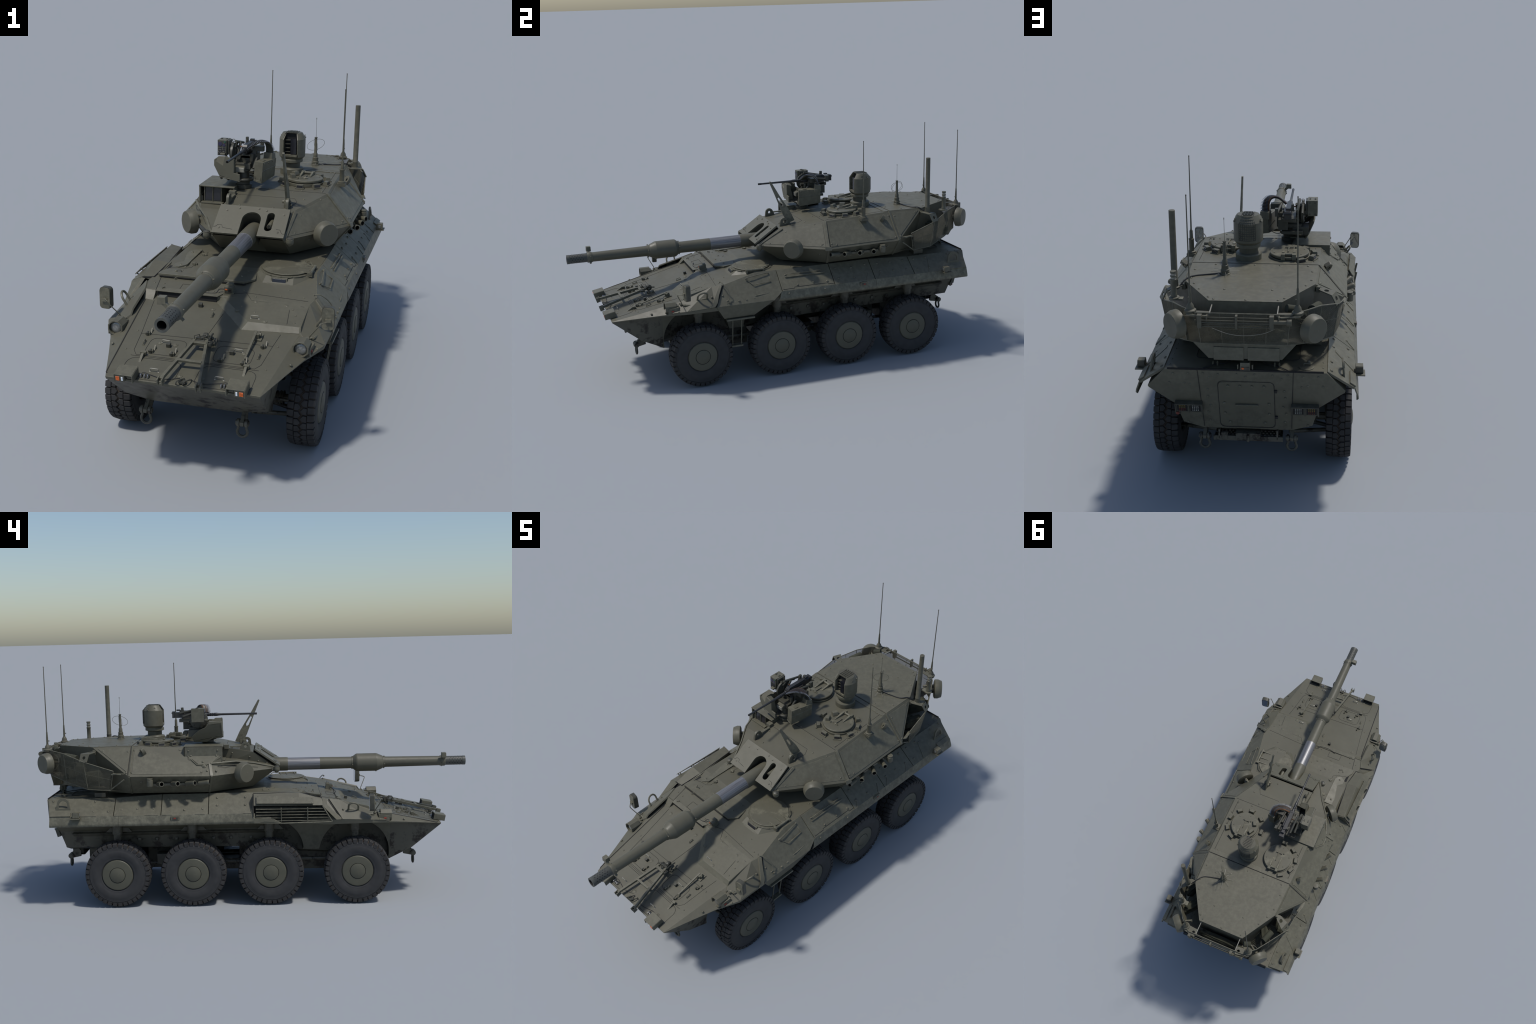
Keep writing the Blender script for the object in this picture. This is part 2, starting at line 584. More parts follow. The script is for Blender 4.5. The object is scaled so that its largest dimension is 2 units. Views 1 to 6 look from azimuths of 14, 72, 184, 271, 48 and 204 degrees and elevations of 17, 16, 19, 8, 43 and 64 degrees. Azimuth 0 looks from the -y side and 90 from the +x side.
    # triangular gussets rising from the skirt over the plates
for sx in (1, -1):
    gs = B()
    for yc, w in ((.24, .022), (.385, .022), (.455, .030), (.592, .030), (.03, .02)):
        if sx > 0 and yc < .2:
            continue
        a, b, c = side_pt(sx, yc - w, 1.0, .0008), side_pt(sx, yc + w, 1.0, .0008), side_pt(sx, yc, .68, .0008)
        gs.slab([a, b, c] if sx > 0 else [a, c, b], .0025, lift=-.001)
    # stowed wedge at the rear: long sloped flap rising to the back
    a = [side_pt(sx, .70, 1.0, .001), side_pt(sx, .80, 1.0, .001), side_pt(sx, .745, .28, .001), side_pt(sx, .725, .28, .001)]
    gs.slab(a if sx > 0 else a[::-1], .0022, lift=-.001)
    # rear flat stowage face beneath the lifting eye
    a = [side_pt(sx, .815, 1.0, .004), side_pt(sx, .905, 1.0, .004), side_pt(sx, .905, .80, .003), side_pt(sx, .815, .80, .003)]
    gs.slab(a if sx > 0 else a[::-1], .006, lift=-.004)
    gs.obj("skirt_gusset", hull, [M_PAINT], bevel=.0006)

# ---- engine hatch on the right of the deck: thick raised lid with chamfered corner
eh = B()
ehp = [(-.274, -.297), (.040, -.297), (.072, -.262), (.062, -.200), (.056, -.040), (-.232, -.040), (-.236, -.098), (-.250, -.235), (-.272, -.272)]
def deckline(y):
    return .482 + (y + .297) * .050
vs = [V((x, y, deckline(y) - .006)) for x, y in ehp] + [V((x, y, deckline(y) + .0025)) for x, y in ehp]
L = len(ehp)
eh.add(vs, [tuple(range(L))[::-1], tuple(range(L, 2 * L))] + [(i, (i + 1) % L, (i + 1) % L + L, i + L) for i in range(L)])
eh.obj("engine_hatch", hull, [M_PAINT], bevel=.0012)
ehd = B()
def ehz(y):
    return deckline(y) + .0026
ehd.tube([(x, y, ehz(y)) for x, y in ((-.252, -.240), (-.225, -.232), (-.195, -.228), (-.178, -.215), (-.172, -.14), (-.168, -.045))], .0008, 5, 1)
for x, y in ((-.174, -.185), (-.170, -.085)):
    ehd.box((x, y, ehz(y) + .003), (.018, .010, .007))
    ehd.cyl((x, y - .010, ehz(y) + .004), (x, y + .010, ehz(y) + .004), .0035, n=8)
ehd.tube([(x, y, ehz(y)) for x, y in ((-.212, -.165), (-.222, -.125), (-.214, -.122), (-.204, -.162), (-.212, -.165))], .0006, 4, 1)
for x, y in ((-.20, -.215), (-.215, -.08), (-.12, -.24), (-.22, -.262), (-.06, -.27), (.02, -.25)):
    ehd.dome((x, y, ehz(y)), Z, .0048, .003, 10)
for x, y in ((-.205, -.270), (-.19, -.06)):
    ehd.tube([(x - .009, y, ehz(y)), (x - .006, y, ehz(y) + .007), (x + .006, y + .004, ehz(y) + .007), (x + .009, y + .004, ehz(y))], .0014, 5, 2)
ehd.obj("hatch_fitting", hull, [M_PAINT, M_SEAM, M_DARK], kind="stuff")
gap = B()
gap.slab([(-.268, -.3005, .4735), (.045, -.3005, .4735), (.045, -.292, .4745), (-.268, -.292, .4745)], .002)
gap.slab([(-.243, -.3885, .4365), (-.030, -.3885, .4345), (-.030, -.3865, .4520), (-.243, -.3865, .4520)], .0015)
gap.slab([(-.262, -.252, .4815), (-.250, -.235, .4825), (-.236, -.098, .4925), (-.257, -.098, .4925)], .0012, lift=.001)
gap.obj("deck_gap", hull, [M_BLK])
# front-right raised shelf: overhanging lips of both steps
lip = B()
lip.slab([(-.246, -.3945, .4525), (-.026, -.3945, .4540), (-.012, -.372, .4585), (-.246, -.372, .4585)], .0030)
lip.obj("deck_step_lip", hull, [M_PAINT], bevel=.0008)

# ---- louver box on the right side
lb = B()
def lvsec(y, k=0.0):
    f = -y / .3
    return [V((-.286 + .026 * min(1, f * 1.4) * (y > -.25), y, .4925 - k * .03)), V((-.329 + .006 * f, y, .5005 - k * .034)), V((-.3575 - .0120 * f, y, .452 - .0015 * f))]
secs = [lvsec(.001), lvsec(-.200), lvsec(-.302, .85)]
vs = []
for sct in secs:
    vs += sct + [sct[2] + V((.010, 0, -.004)), sct[1] + V((.006, 0, -.010)), sct[0] + V((0, 0, -.012))]
fs = []
for k in range(2):
    for i in range(6):
        j = (i + 1) % 6
        fs.append((k * 6 + i, k * 6 + j, k * 6 + 6 + j, k * 6 + 6 + i))
fs += [tuple(range(6)), tuple(range(12, 18))[::-1]]
lb.add(vs, fs)
# raised rectangular cover plate on the sloping face, front side cheek
cov = [V((-.3365, -.012, .4905)), V((-.3560, -.012, .4580)), V((-.3680, -.264, .4555)), V((-.3460, -.264, .4790))]
cn = (cov[1] - cov[0]).cross(cov[2] - cov[0]).normalized()
cn = cn if cn.x < 0 else -cn
for i in range(4):
    for ty_ in (.12, .88):
        a, b = cov[0].lerp(cov[3], .03 + i * .313), cov[1].lerp(cov[2], .03 + i * .313)
        p = a.lerp(b, ty_)
        lb.cyl(p - cn * .002, p + cn * .006, .0026, n=8)
        lb.dome(p + cn * .0085, cn, .0026, .0016, 8)
lb.hexa([p + cn * .0055 for p in cov] + [p + cn * .0085 for p in cov])
# diagonal front strip from the hood down to the fender
lb.hexa([(-.3290, -.300, .468), (-.3695, -.300, .4505), (-.3760, -.362, .386), (-.3700, -.392, .386),
         (-.320, -.300, .464), (-.355, -.300, .446), (-.361, -.362, .380), (-.356, -.392, .380)])
# rear end wall and bottom lip
lb.hexa([(-.290, .001, .490), (-.329, .001, .499), (-.3705, .001, .400), (-.335, .001, .400),
         (-.290, .006, .490), (-.329, .006, .499), (-.3705, .006, .400), (-.335, .006, .400)])
lb.hexa([(-.3715, .0, .397), (-.3715, -.07, .397), (-.3735, -.118, .372), (-.3745, .0, .376),
         (-.355, .0, .397), (-.355, -.07, .397), (-.355, -.118, .372), (-.355, .0, .376)])
louver = lb.obj("louver_box", hull, [M_PAINT], bevel=.001, smooth=12)
lgp = B()
lgp.tube([(-.2855, .003, .4940), (-.2700, -.20, .4915), (-.2865, -.302, .4705), (-.331, -.302, .4655)], .0024, 5)
lgp.tube([(-.3290, .0035, .500), (-.3590, .0035, .452), (-.3700, .0035, .405)], .0018, 5)
lgp.obj("louver_gap", louver, [M_BLK])
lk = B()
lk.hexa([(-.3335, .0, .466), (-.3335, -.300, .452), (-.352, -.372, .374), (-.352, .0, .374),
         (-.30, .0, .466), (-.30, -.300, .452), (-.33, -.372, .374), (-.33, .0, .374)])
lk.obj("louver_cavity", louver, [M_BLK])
for i in range(5):
    z = .4370 - i * .0128
    k = (.4475 - z) / .072
    y1 = -.296 - k * .048
    y0 = -.008 if z > .402 else -.008 - (.402 - z) / .024 * .095 - .012
    x = -.3600 - k * .010
    one = B()
    x1 = x - .0095 + k * .005
    one.hexa([(x, y0, z - .0030), (x1, y1, z - .0030), (x1 + .018, y1, z + .0050), (x + .018, y0, z + .0050),
              (x, y0, z - .0012), (x1, y1, z - .0012), (x1 + .018, y1, z + .0066), (x + .018, y0, z + .0066)])
    one.tube([(x - .0004, y0, z - .0018), (x1 - .0004, y1, z - .0018)], .0014, 6, 1)  # full-olive tube drawn as the lit lip; slat itself darkened for shade
    one.obj("louver_slat", louver, [M_DARK, M_PAINT])
fr = B()
fr.box((-.3705, -.120, .408), (.008, .0035, .072), (V((1, 0, .19)).normalized(), Y, V((-.19, 0, 1)).normalized()))
fr.box((-.3735, -.236, .408), (.008, .0035, .072), (V((1, 0, .19)).normalized(), Y, V((-.19, 0, 1)).normalized()))
fr.tube([(-.3690, -.302, .4475), (-.374, -.344, .378)], .003)
fr.tube([(-.3735, -.344, .3765), (-.3725, -.118, .3735)], .003)
fr.tube([(-.3695, -.118, .3735), (-.364, -.070, .399), (-.362, -.006, .402)], .003)
fr.obj("louver_frame", louver, [M_PAINT])
ap2 = B()   # plain olive plate beside the hood, tipped outward to catch a sun glint
pl = [(-.196, -.207, .4965), (-.222, -.228, .4920), (-.2485, -.212, .4890), (-.2365, -.040, .4985), (-.192, -.040, .5040)]
k = len(pl)
ap2.add([(x, y, z - .012) for x, y, z in pl] + pl, [tuple(range(k))[::-1], tuple(range(k, 2 * k))] + [(i, (i + 1) % k, (i + 1) % k + k, i + k) for i in range(k)])
for y in (-.205, -.07):
    ap2.dome((-.222, y, .4995 if y > -.1 else .4925), Z, .006, .003, 12)
ap2.obj("tilted_glint_plate", hull, [M_PAINT], bevel=.0006)
# bright side deck by the louver box: only the glint plate's tilt lightens it
# ---- front fender side panels with lifting eyes
for sx in (1, -1):
    pn = B()
    tri = [(.2870, -.383, .4575), (.2845, -.512, .4260), (.287, -.524, .4085), (.340, -.585, .3725), (.3665, -.522, .3795), (.3715, -.390, .3855), (.3005, -.334, .4660)]
    q = [V((sx * (a + .0016), b, c + .0018)) for a, b, c in tri]
    low = [p - V((sx * .005, 0, .005)) for p in q]
    k = len(q)
    pn.add(low + q, [(k, k + 1, k + 2), (k, k + 2, k + 4), (k + 2, k + 3, k + 4), (k, k + 4, k + 5), (k, k + 5, k + 6)] + [(i, (i + 1) % k, (i + 1) % k + k, i + k) for i in range(k)])
    pn.obj("fender_panel", hull, [M_PAINT], bevel=.0008, smooth=10)
    if sx > 0:
        stp_ = B()
        a = [(.3010, -.336, .4655), (.338, -.362, .4300), (.3620, -.376, .4010), (.3745, -.392, .3860), (.3745, -.420, .3840), (.3640, -.402, .4000), (.336, -.380, .4290), (.2985, -.352, .4610)]
        q = [V((x + .004, y, z + .004)) for x, y, z in a]
        low = [p - V((.006, 0, .006)) for p in q]
        stp_.add(low + q, [(8, 9, 14, 15), (9, 10, 13, 14), (10, 11, 12, 13)] + [(i, (i + 1) % 8, (i + 1) % 8 + 8, i + 8) for i in range(8)])
        stp_.obj("fender_strap", hull, [M_PAINT], bevel=.0012)
    gp = B()
    gp.tube([V((sx * .3030, -.331, .4655)), V((sx * .3725, -.386, .3855))], .0016, 5)
    gp.obj("fender_gap", hull, [M_BLK])


def lifting_eye(name, c, u, w, size, parent, mat=M_PAINT, t=.006, hole=.42):
    """Half-round eye plate standing on a surface: u along the base, w upward."""
    c, u, w = V(c), V(u).normalized(), V(w).normalized()
    r = size / 2
    out = [(-r * 1.15, -.3 * r), (r * 1.15, -.3 * r)] + circ((0, .62 * r), r * .86, 13, .12, PI - .12, False)
    hl = [(a, b) for a, b in circ((0, .62 * r), r * hole, 12)]
    n = u.cross(w)
    b = B()
    b.prism(out, c - n * t / 2, u, w, t, holes=[hl])
    return b.obj(name, parent, [mat], bevel=.0012)


def ring_eye(name, c, u, w, size, parent, r=.0042):
    """Bent-rod lifting loop."""
    c, u, w = V(c), V(u).normalized(), V(w).normalized()
    h = size / 2
    pts = [c - u * h - w * h * .5] + [c + u * h * math.cos(a) + w * (h * 1.0 + h * math.sin(a)) * .9 for a in [PI - PI * i / 10 for i in range(11)]] + [c + u * h - w * h * .5]
    b = B()
    b.tube(pts, r, 8)
    b.box(c - w * h * .35, (size * 1.25, .004, size * .35), (u, u.cross(w), w))
    return b.obj(name, parent, [M_PAINT])


for sx in (1, -1):
    nside = V((sx * .78, 0, .62))
    ring_eye("lifting_eye", V((sx * .330, -.440, .421)), V((sx * .15, 1, .12)), V((sx * .55, 0, .85)), .044, hull)
    out = V((sx * .74, 0, .67))
    b = B()
    base = side_pt(sx, .853, .60) + V((0, 0, .004))
    u = Y if sx > 0 else -Y
    r = .024
    poly = [(-.036, -.014), (.036, -.014)] + circ((0, .020), .028, 13, 0.0, PI, False)
    b.prism(poly, base - u.cross(V((-sx * .12, 0, .99))) * .003, u, V((-sx * .12, 0, .99)), .006, holes=[[(-.019, .002), (.019, .002)] + circ((0, .016), .019, 11, 0.05, PI - .05, False)])
    b.obj("lifting_eye", hull, [M_PAINT], bevel=.001)

# ---- rear face: plates, door, bolts, lamps
rn = V((0, math.cos(math.atan2(.07, .255)), -.27)).normalized()
def rear_pt(x, z, out=0.0):
    y = .937 - (.482 - z) * (.071 / .255)
    if z > .409:
        y = .937 - (.482 - z) * (.020 / .073)
    else:
        y = .917 - (.409 - z) * (.050 / .180)
    return V((x, y, z)) + rn * out
rd = B()
door = rrect(0, .336, .186, .200, .016)
u, v = -X, V((0, .268, .963))
o0 = rear_pt(0, 0.336)
rd.prism([(a, b - .336) for a, b in door], o0 - rn * .002, u, v, .0030)
rd.box(rear_pt(.0, .34, .006), (.078, .004, .006), (X, v, rn))
rdo = rd.obj("rear_door", hull, [M_HULL], bevel=.0012)
seam = B()
for sx in (1, -1):
    seam.tube([rear_pt(sx * .158, .480, .0004), rear_pt(sx * .150, .235, .0004)], .0013, 5)
seam.tube([rear_pt(p[0] * 1.008, .336 + (p[1] - .336) * 1.008, .0004) for p in door], .0013, 5, closed=True)
for z in (.40, .285):
    rd2 = None
    seam.box(rear_pt(-.099, z, .002), (.009, .010, .006), (X, v, rn))
seam.obj("rear_seam", hull, [M_SEAM])
rb = B()
for x, z in ((.24, .465), (.19, .465), (.14, .468), (.09, .466), (.03, .468), (0, .458), (.255, .425), (.12, .452), (.128, .40), (.13, .37), (.122, .33), (.132, .30), (.128, .262),
             (.205, .425), (.205, .25), (.20, .30), (.185, .42), (.06, .42), (.06, .26), (.02, .42), (.075, .345), (.075, .30)):
    for sx in (1, -1):
        if x or sx > 0:
            zz = z
            inside = abs(x) < .093 and zz < .436
            rb.dome(rear_pt(sx * x, zz, .004 if inside else 0), rn, .0042, .003, 8)
rb.obj("rear_bolt", hull, [M_HULL], kind="stuff")
for sx in (1, -1):
    tl = B()
    c = rear_pt(sx * .196, .326, .006)
    ax = (X, v, rn)
    tl.box(c, (.088, .038, .012), ax)
    tl.box(c + v * .0205 + rn * .004, (.092, .004, .018), ax)
    for dx in (-.0455, .0455, 0):
        tl.box(c + X * dx + rn * .003, (.003, .038, .015), ax)
    tl.box(c + X * sx * .0225 + rn * .0055, (.034, .030, .002), ax, 1)
    tl.box(c - X * sx * .0225 + rn * .0055, (.034, .030, .002), ax, 1)
    for i in range(4):
        for j in range(4):
            dot = (.0030, .0028, .0016)
            tl.box(c + X * sx * (.0225 + (i - 1.5) * .0062) + v * ((1.5 - j) * .0066) + rn * .0072, dot, ax, 2 if j < 2 else 3)
            tl.box(c + X * sx * (-.0225 + (i - 1.5) * .0062) + v * ((1.5 - j) * .0066) + rn * .0072, dot, ax, 4)
    if sx > 0:
        tl.box(c + X * .040 - v * .026 - rn * .004, (.018, .018, .010), ax)
        tl.cyl(c + X * .040 - v * .026, c + X * .040 - v * .026 + rn * .008, .006, n=12, m=3)
    tl.obj("tail_light", hull, [M_DARK, M_BLK, M_YELLOW, M_DULLRED, M_PALE])
# rear step with punched tread and tow shackles
st = B()
holes = []
for j in range(3):
    for i in range(18):
        holes.append(circ((-.106 + i * .0125 + (j % 2) * .006, -.013 + j * .013), .0036, 6))
st.prism(rrect(0, 0, .235, .05, .004, 1), (0, .835, .190), X, Y, .003, holes=holes)
st.box((0, .868, .190), (.24, .004, .018))
for sx in (1, -1):
    st.box((sx * .1, .845, .205), (.006, .05, .035))
st.box((0, .855, .2), (.085, .04, .026))
st.cyl((0, .88, .21), (0, .88, .185), .005, m=0)
st.box((.082, .868, .2), (.022, .01, .026))
st.obj("rear_step", hull, [M_LOW], bevel=.0008)

def shackle(c, fwd, parent):
    c = V(c)
    b = B()
    # bracket plates, pin and bow
    for sx in (-.008, 0.008):
        pass
    b.prism([(-.045, .022), (-.045, -.004), (.0, -.013), (.012, -.006), (.012, .006), (.0, .013), (-.03, .040)], c + V((-.006, 0, 0)), V((0, fwd, 0)), Z, .012 * (-1 if fwd < 0 else 1))
    b.cyl(c - X * .021, c + X * .021, .0085, n=12)
    b.cyl(c - X * .017, c - X * .009, .0125, n=12)
    b.cyl(c + X * .009, c + X * .017, .0125, n=12)
    pts = [c + V((-.0125, 0, 0)), c + V((-.0125, 0, -.012))]
    pts += [c + V((.0165 * math.cos(a), 0, -.030 + .0165 * math.sin(a))) for a in [PI * .80 + (PI * 1.4) * i / 12 for i in range(13)]]
    pts += [c + V((.0125, 0, -.012)), c + V((.0125, 0, 0))]
    b.tube(pts, .0048, 8, m=1)
    return b.obj("tow_shackle", parent, [M_LOW, M_DARK], smooth=45)
for sx in (1, -1):
    shackle((sx * .157, -.729, .181), -1, hull)
    shackle((sx * .150, .866, .196), 1, hull)

# ---- glacis fittings
gl = B()      # seam lines
def deck_line(pts, r=.0009, bld=gl, lift=.0001, n=10):
    out = []
    for a, b in zip(pts[:-1], pts[1:]):
        for i in range(n):
            t = i / n
            out.append(on_deck(a[0] + (b[0] - a[0]) * t, a[1] + (b[1] - a[1]) * t, lift)[0])
    out.append(on_deck(*pts[-1], lift)[0])
    bld.tube(out, r, 5)
def rounded(x0, y0, x1, y1, r=.02):
    return rrect((x0 + x1) / 2, (y0 + y1) / 2, abs(x1 - x0), abs(y1 - y0), r)
def closed(p):
    return list(p) + [p[0]]
deck_line([(-.214, -.612), (.216, -.600)])
deck_line([(-.243, -.420), (-.2145, -.612), (-.205, -.70), (-.190, -.722), (.190, -.722), (.205, -.70), (.2165, -.600), (.226, -.535)], n=5)
deck_line([(-.2145, -.612), (-.2145, -.613)])
deck_line([(-.005, -.612), (.012, -.455)], n=6)
deck_line([(-.245, -.842), (-.2755, -.42)], .0022, n=20)       # hinge rod along right edge
for x0, x1 in ((-.205, -.03), (.03, .205)):
    deck_line(closed(rounded(x0, -.838, x1, -.735, .030)), n=2)
    xa, xb = (x0 + .035, x1 - .02) if x0 < 0 else (x0 + .02, x1 - .035)
    deck_line(closed(rounded(xa, -.710, xb, -.628, .022)), n=2)
deck_line([(-.205, -.728), (.205, -.728)])
deck_line([(.062, -.345), (.091, -.389), (.291, -.398)])
deck_line([(.062, -.345), (.30, -.362)])
deck_line([(.238, -.500), (.226, -.398)])
deck_line([(-.248, -.392), (-.262, -.30)], .0012)
deck_line([(-.17, -.37), (-.17, -.33), (-.10, -.33), (-.10, -.37), (-.17, -.37)], n=4)
deck_line([(-.01, -.372), (.062, -.345)], n=4)
gl.obj("panel_seam", hull, [M_SEAM], kind="stuff")

def handle(x, y, w, h, along=X, parent=hull, r=.0016, name="grab_handle", bare=True):
    a, n = on_deck(x - along.x * w / 2, y - along.y * w / 2)
    c, n = on_deck(x + along.x * w / 2, y + along.y * w / 2)
    b = B()
    b.tube([a, a + n * h * .9 + (c - a) * .05, a + n * h + (c - a) * .12, c + n * h - (c - a) * .12, c + n * h * .9 - (c - a) * .05, c], r, 6)
    b.dome(a, n, r * 2.2, .002, 8)
    b.dome(c, n, r * 2.2, .002, 8)
    return b.obj(name, parent, [M_BRIGHT])
for x, y in ((-.117, -.648), (.121, -.650), (-.102, -.795), (.102, -.795), (.130, -.490)):
    handle(x, y, .027, .011)

def deck_basis(x, y):
    p, n = on_deck(x, y)
    v = (Y - n * Y.dot(n)).normalized()
    return p, (v.cross(n), v, n)
def latch(x, y, bl):
    """Hinge clamp: small block with a tapered wedge behind."""
    p, (u, v, n) = deck_basis(x, y)
    bl.box(p + n * .004, (.016, .012, .010), (u, v, n))
    bl.box(p + n * .005 - v * .004, (.006, .012, .013), (u, v, n), 1)
    bl.add([p + u * .004 + v * .006, p + u * .010 + v * .006, p + u * .010 + v * .024, p + u * .004 + v * .024, p + u * .005 + v * .022 + n * .012, p + u * .009 + v * .022 + n * .012],
           [(0, 1, 2, 3), (0, 4, 5, 1), (3, 2, 5, 4), (0, 3, 4), (1, 5, 2)])
def wedge(x, y, bl):
    p, (u, v, n) = deck_basis(x, y)
    bl.prism([(-.024, 0), (.020, 0), (.018, .010), (.008, .012)], p - u * .004, v, n, .008)
    bl.box(p + v * .016 + n * .008, (.018, .010, .010), (u, v, n))
def ring(x, y, bl, rot=0.0, s=1.0):
    p, (u, v, n) = deck_basis(x, y)
    d = (u * math.cos(rot) + v * math.sin(rot))
    e = n.cross(d)
    pts = [p + n * .001 + d * a * s + n * b * s for a, b in ((-.011, 0), (-.008, .008), (.008, .008), (.011, 0))]
    bl.tube(pts, .0018, 6)
    bl.box(p + n * .001, (.026 * s, .008, .003), (d, e, n))
def knob(x, y, bl, r=.006):
    p, n = on_deck(x, y)
    bl.dome(p, n, r, .003, 12)
    bl.lathe(p, n, [(r * 1.5, -.001), (r * 1.5, .0012), (r * 1.1, .0014)], 14)
gf = B()
for x, y in ((-.148, -.700), (-.078, -.703), (.077, -.703), (.150, -.706), (.189, -.612), (-.191, -.613), (.03, -.628)):
    latch(x, y, gf)
for x, y in ((-.165, -.735), (.166, -.740)):
    wedge(x, y, gf)
for x, y in ((.189, -.663), (-.186, -.660), (-.019, -.471)):
    ring(x, y, gf, PI / 2)
ring(-.225, -.375, gf, .9, .6)
ring(-.205, -.30, gf, .9, .6)
for x, y in ((-.103, -.664), (.103, -.663), (-.075, -.425)):
    p, ax = deck_basis(x, y)
    gf.box(p + ax[2] * .006, (.013, .013, .014), ax, 1)
for x, y in ((-.137, -.650), (-.085, -.652), (.085, -.652), (.14, -.655), (-.152, -.81), (.152, -.81), (-.02, -.80), (.05, -.80), (.165, -.500), (.06, -.455), (-.03, -.435), (-.215, -.43), (.215, -.40), (.108, -.395)):
    knob(x, y, gf)
gf.obj("deck_fitting", hull, [M_PAINT, M_DARK], bevel=.0006, kind="stuff")

# bolts and little plugs scattered over the deck
db = B()
rnd = random.Random(3)
for x, y in ((-.232, -.60), (.232, -.60), (-.232, -.70), (.225, -.72), (.10, -.365), (.18, -.345), (.26, -.34), (.24, -.42), (.255, -.45), (.26, -.49), (.07, -.43), (.12, -.455), (.20, -.30), (.05, -.33),
             (-.27, -.34), (-.235, -.34), (-.13, -.31), (-.05, -.36), (-.2, -.25), (-.10, -.22), (-.03, -.25), (.03, -.2), (-.15, -.13), (.0, -.12), (-.19, -.09), (.2, -.05), (.24, 0.02), (.22, -.10)):
    p, n = on_deck(x, y)
    if x < .06 and y > -.297 and x > -.26:
        p = V((x, y, deckline(y) + .0025))
    db.dome(p, n, .0036, .0022, 8)
for sx in (1, -1):
    for y in [.66, .70, .74, .78, .82, .86, .90]:
        p, n = on_deck(sx * .255, y)
        db.dome(p, n, .003, .002, 8)
# bolts on the side plates: rows
for sx in (1, -1):
    rows = [(.23, .75), (.23, .28), (.31, .33), (.31, .78), (.385, .25), (.45, .68), (.45, .28), (.52, .25), (.52, .68), (.59, .22), (.59, .7), (.65, .2), (.65, .75), (.715, .2), (.715, .75), (.84, .15), (.905, .15)]
    if sx < 0:
        rows += [(.04, .6), (.04, .25), (.165, .6), (.165, .25)]
    else:
        rows += [(.02, .8), (.10, .78), (.17, .80)]
    for y, k in rows:
        p = side_pt(sx, y, k)
        db.dome(p, V((sx * .66, 0, .75)), .0056, .0042, 10)
for x, y, z in ((.366, -.03, .404), (.366, .15, .404), (.366, .33, .404)):
    db.dome((x, y, z), (1, 0, .35), .0048, .004, 10)
for y, z in ((-.345, .425), (-.17, .405), (-.12, .405), (-.09, .40)):
    db.dome((.3 + (.4665 - z) * .89, y, z), (.75, 0, .66), .0048, .004, 10)
for sx in (1, -1):
    for x, y, z in ((.290, -.67, .3650), (.350, -.555, .378), (.361, -.500, .385), (.333, -.395, .4230), (.30, -.540, .4010)):
        db.dome((sx * x, y, z), (sx * .5, 0, .85), .005, .004, 10)
db.obj("hull_bolt", hull, [M_PAINT], kind="stuff")

# left side access cover lines, grab rails and straps
ss = B()
def side_line(pts, r=.0011):
    ss.tube([side_pt(1, y, k, .0003) for y, k in pts], r, 5)
side_line([(-.055, .93), (.0, .93), (.0, .88), (.17, .88), (.17, .93), (.2, .93)])
ss.obj("side_seam", hull, [M_SEAM])
def side_rail(pts, name="side_grab_rail", r=.0022):
    b = B()
    b.tube(pts, r, 6)
    b.dome(pts[0], (1, 0, .8), .004, .003, 8)
    b.dome(pts[-1], (1, 0, .8), .004, .003, 8)
    return b.obj(name, hull, [M_PAINT])
nn = V((.66, 0, .75))
side_rail([side_pt(1, -.025, .30), side_pt(1, -.02, .30, .008), side_pt(1, .15, .30, .008), side_pt(1, .155, .30)])
sg = B()
sg.hexa([side_pt(1, -.03, .38), side_pt(1, .17, .38), side_pt(1, .17, .43), side_pt(1, -.03, .43)] + [side_pt(1, -.03, .38, .005), side_pt(1, .17, .38, .005), side_pt(1, .17, .43, .005), side_pt(1, -.03, .43, .005)])
sg.obj("side_rail_strip", hull, [M_PAINT], bevel=.001)
def fpl(y, k, out=0.0):
    """point on the front-left side plate: k from crest 0 to edge 1"""
    t = max(0, min(1, (-.166 - y) / (.328 - .166)))
    xt = .2685 + .032 * t
    zt = .497 - .0305 * t
    p = V((xt + (.3738 - xt) * k, y, zt + (.385 - zt) * k))
    return p + nn * out
side_rail(spline([fpl(-.215, .12), fpl(-.215, .12, .010), fpl(-.115, .10, .010), fpl(-.105, .10, .004)], 3))
side_rail([fpl(-.105, .12), fpl(-.105, .40, .010), fpl(-.190, .42, .010), fpl(-.215, .16)], r=.0020)
side_rail(spline([fpl(-.345, -.12, .004), fpl(-.340, .02, .02), fpl(-.320, .40, .022), fpl(-.318, .70, .012), fpl(-.330, .78, .0)], 4), r=.0020)
stp = B()
stp.hexa([fpl(-.335, .84), fpl(-.10, .84), fpl(-.10, .90), fpl(-.335, .90)] + [fpl(-.335, .84, .003), fpl(-.10, .84, .003), fpl(-.10, .90, .003), fpl(-.335, .90, .003)])
for y in (-.32, -.275, -.24, -.20, -.155, -.11):
    stp.box(fpl(y, .87, .004), (.006, .010, .006))
stp.tube([fpl(-.20, .80, .004), fpl(-.19, .80, .009), fpl(-.125, .78, .009), fpl(-.115, .78, .004)], .002)
stp.obj("strap_strip", hull, [M_PAINT])
# folding step ladder below the left side
ld = B()
ld.hexa([(.338, -.335, .306), (.362, -.335, .306), (.362, -.200, .306), (.338, -.200, .306), (.338, -.335, .314), (.362, -.335, .314), (.362, -.200, .314), (.338, -.200, .314)])
for y in (-.305, -.262):
    ld.tube([(.350, y, .308), (.330, y, .172)], .0028)
ld.box((.330, -.284, .172), (.022, .056, .008))
ld.obj("step_ladder", hull, [M_PAINT], bevel=.0008)

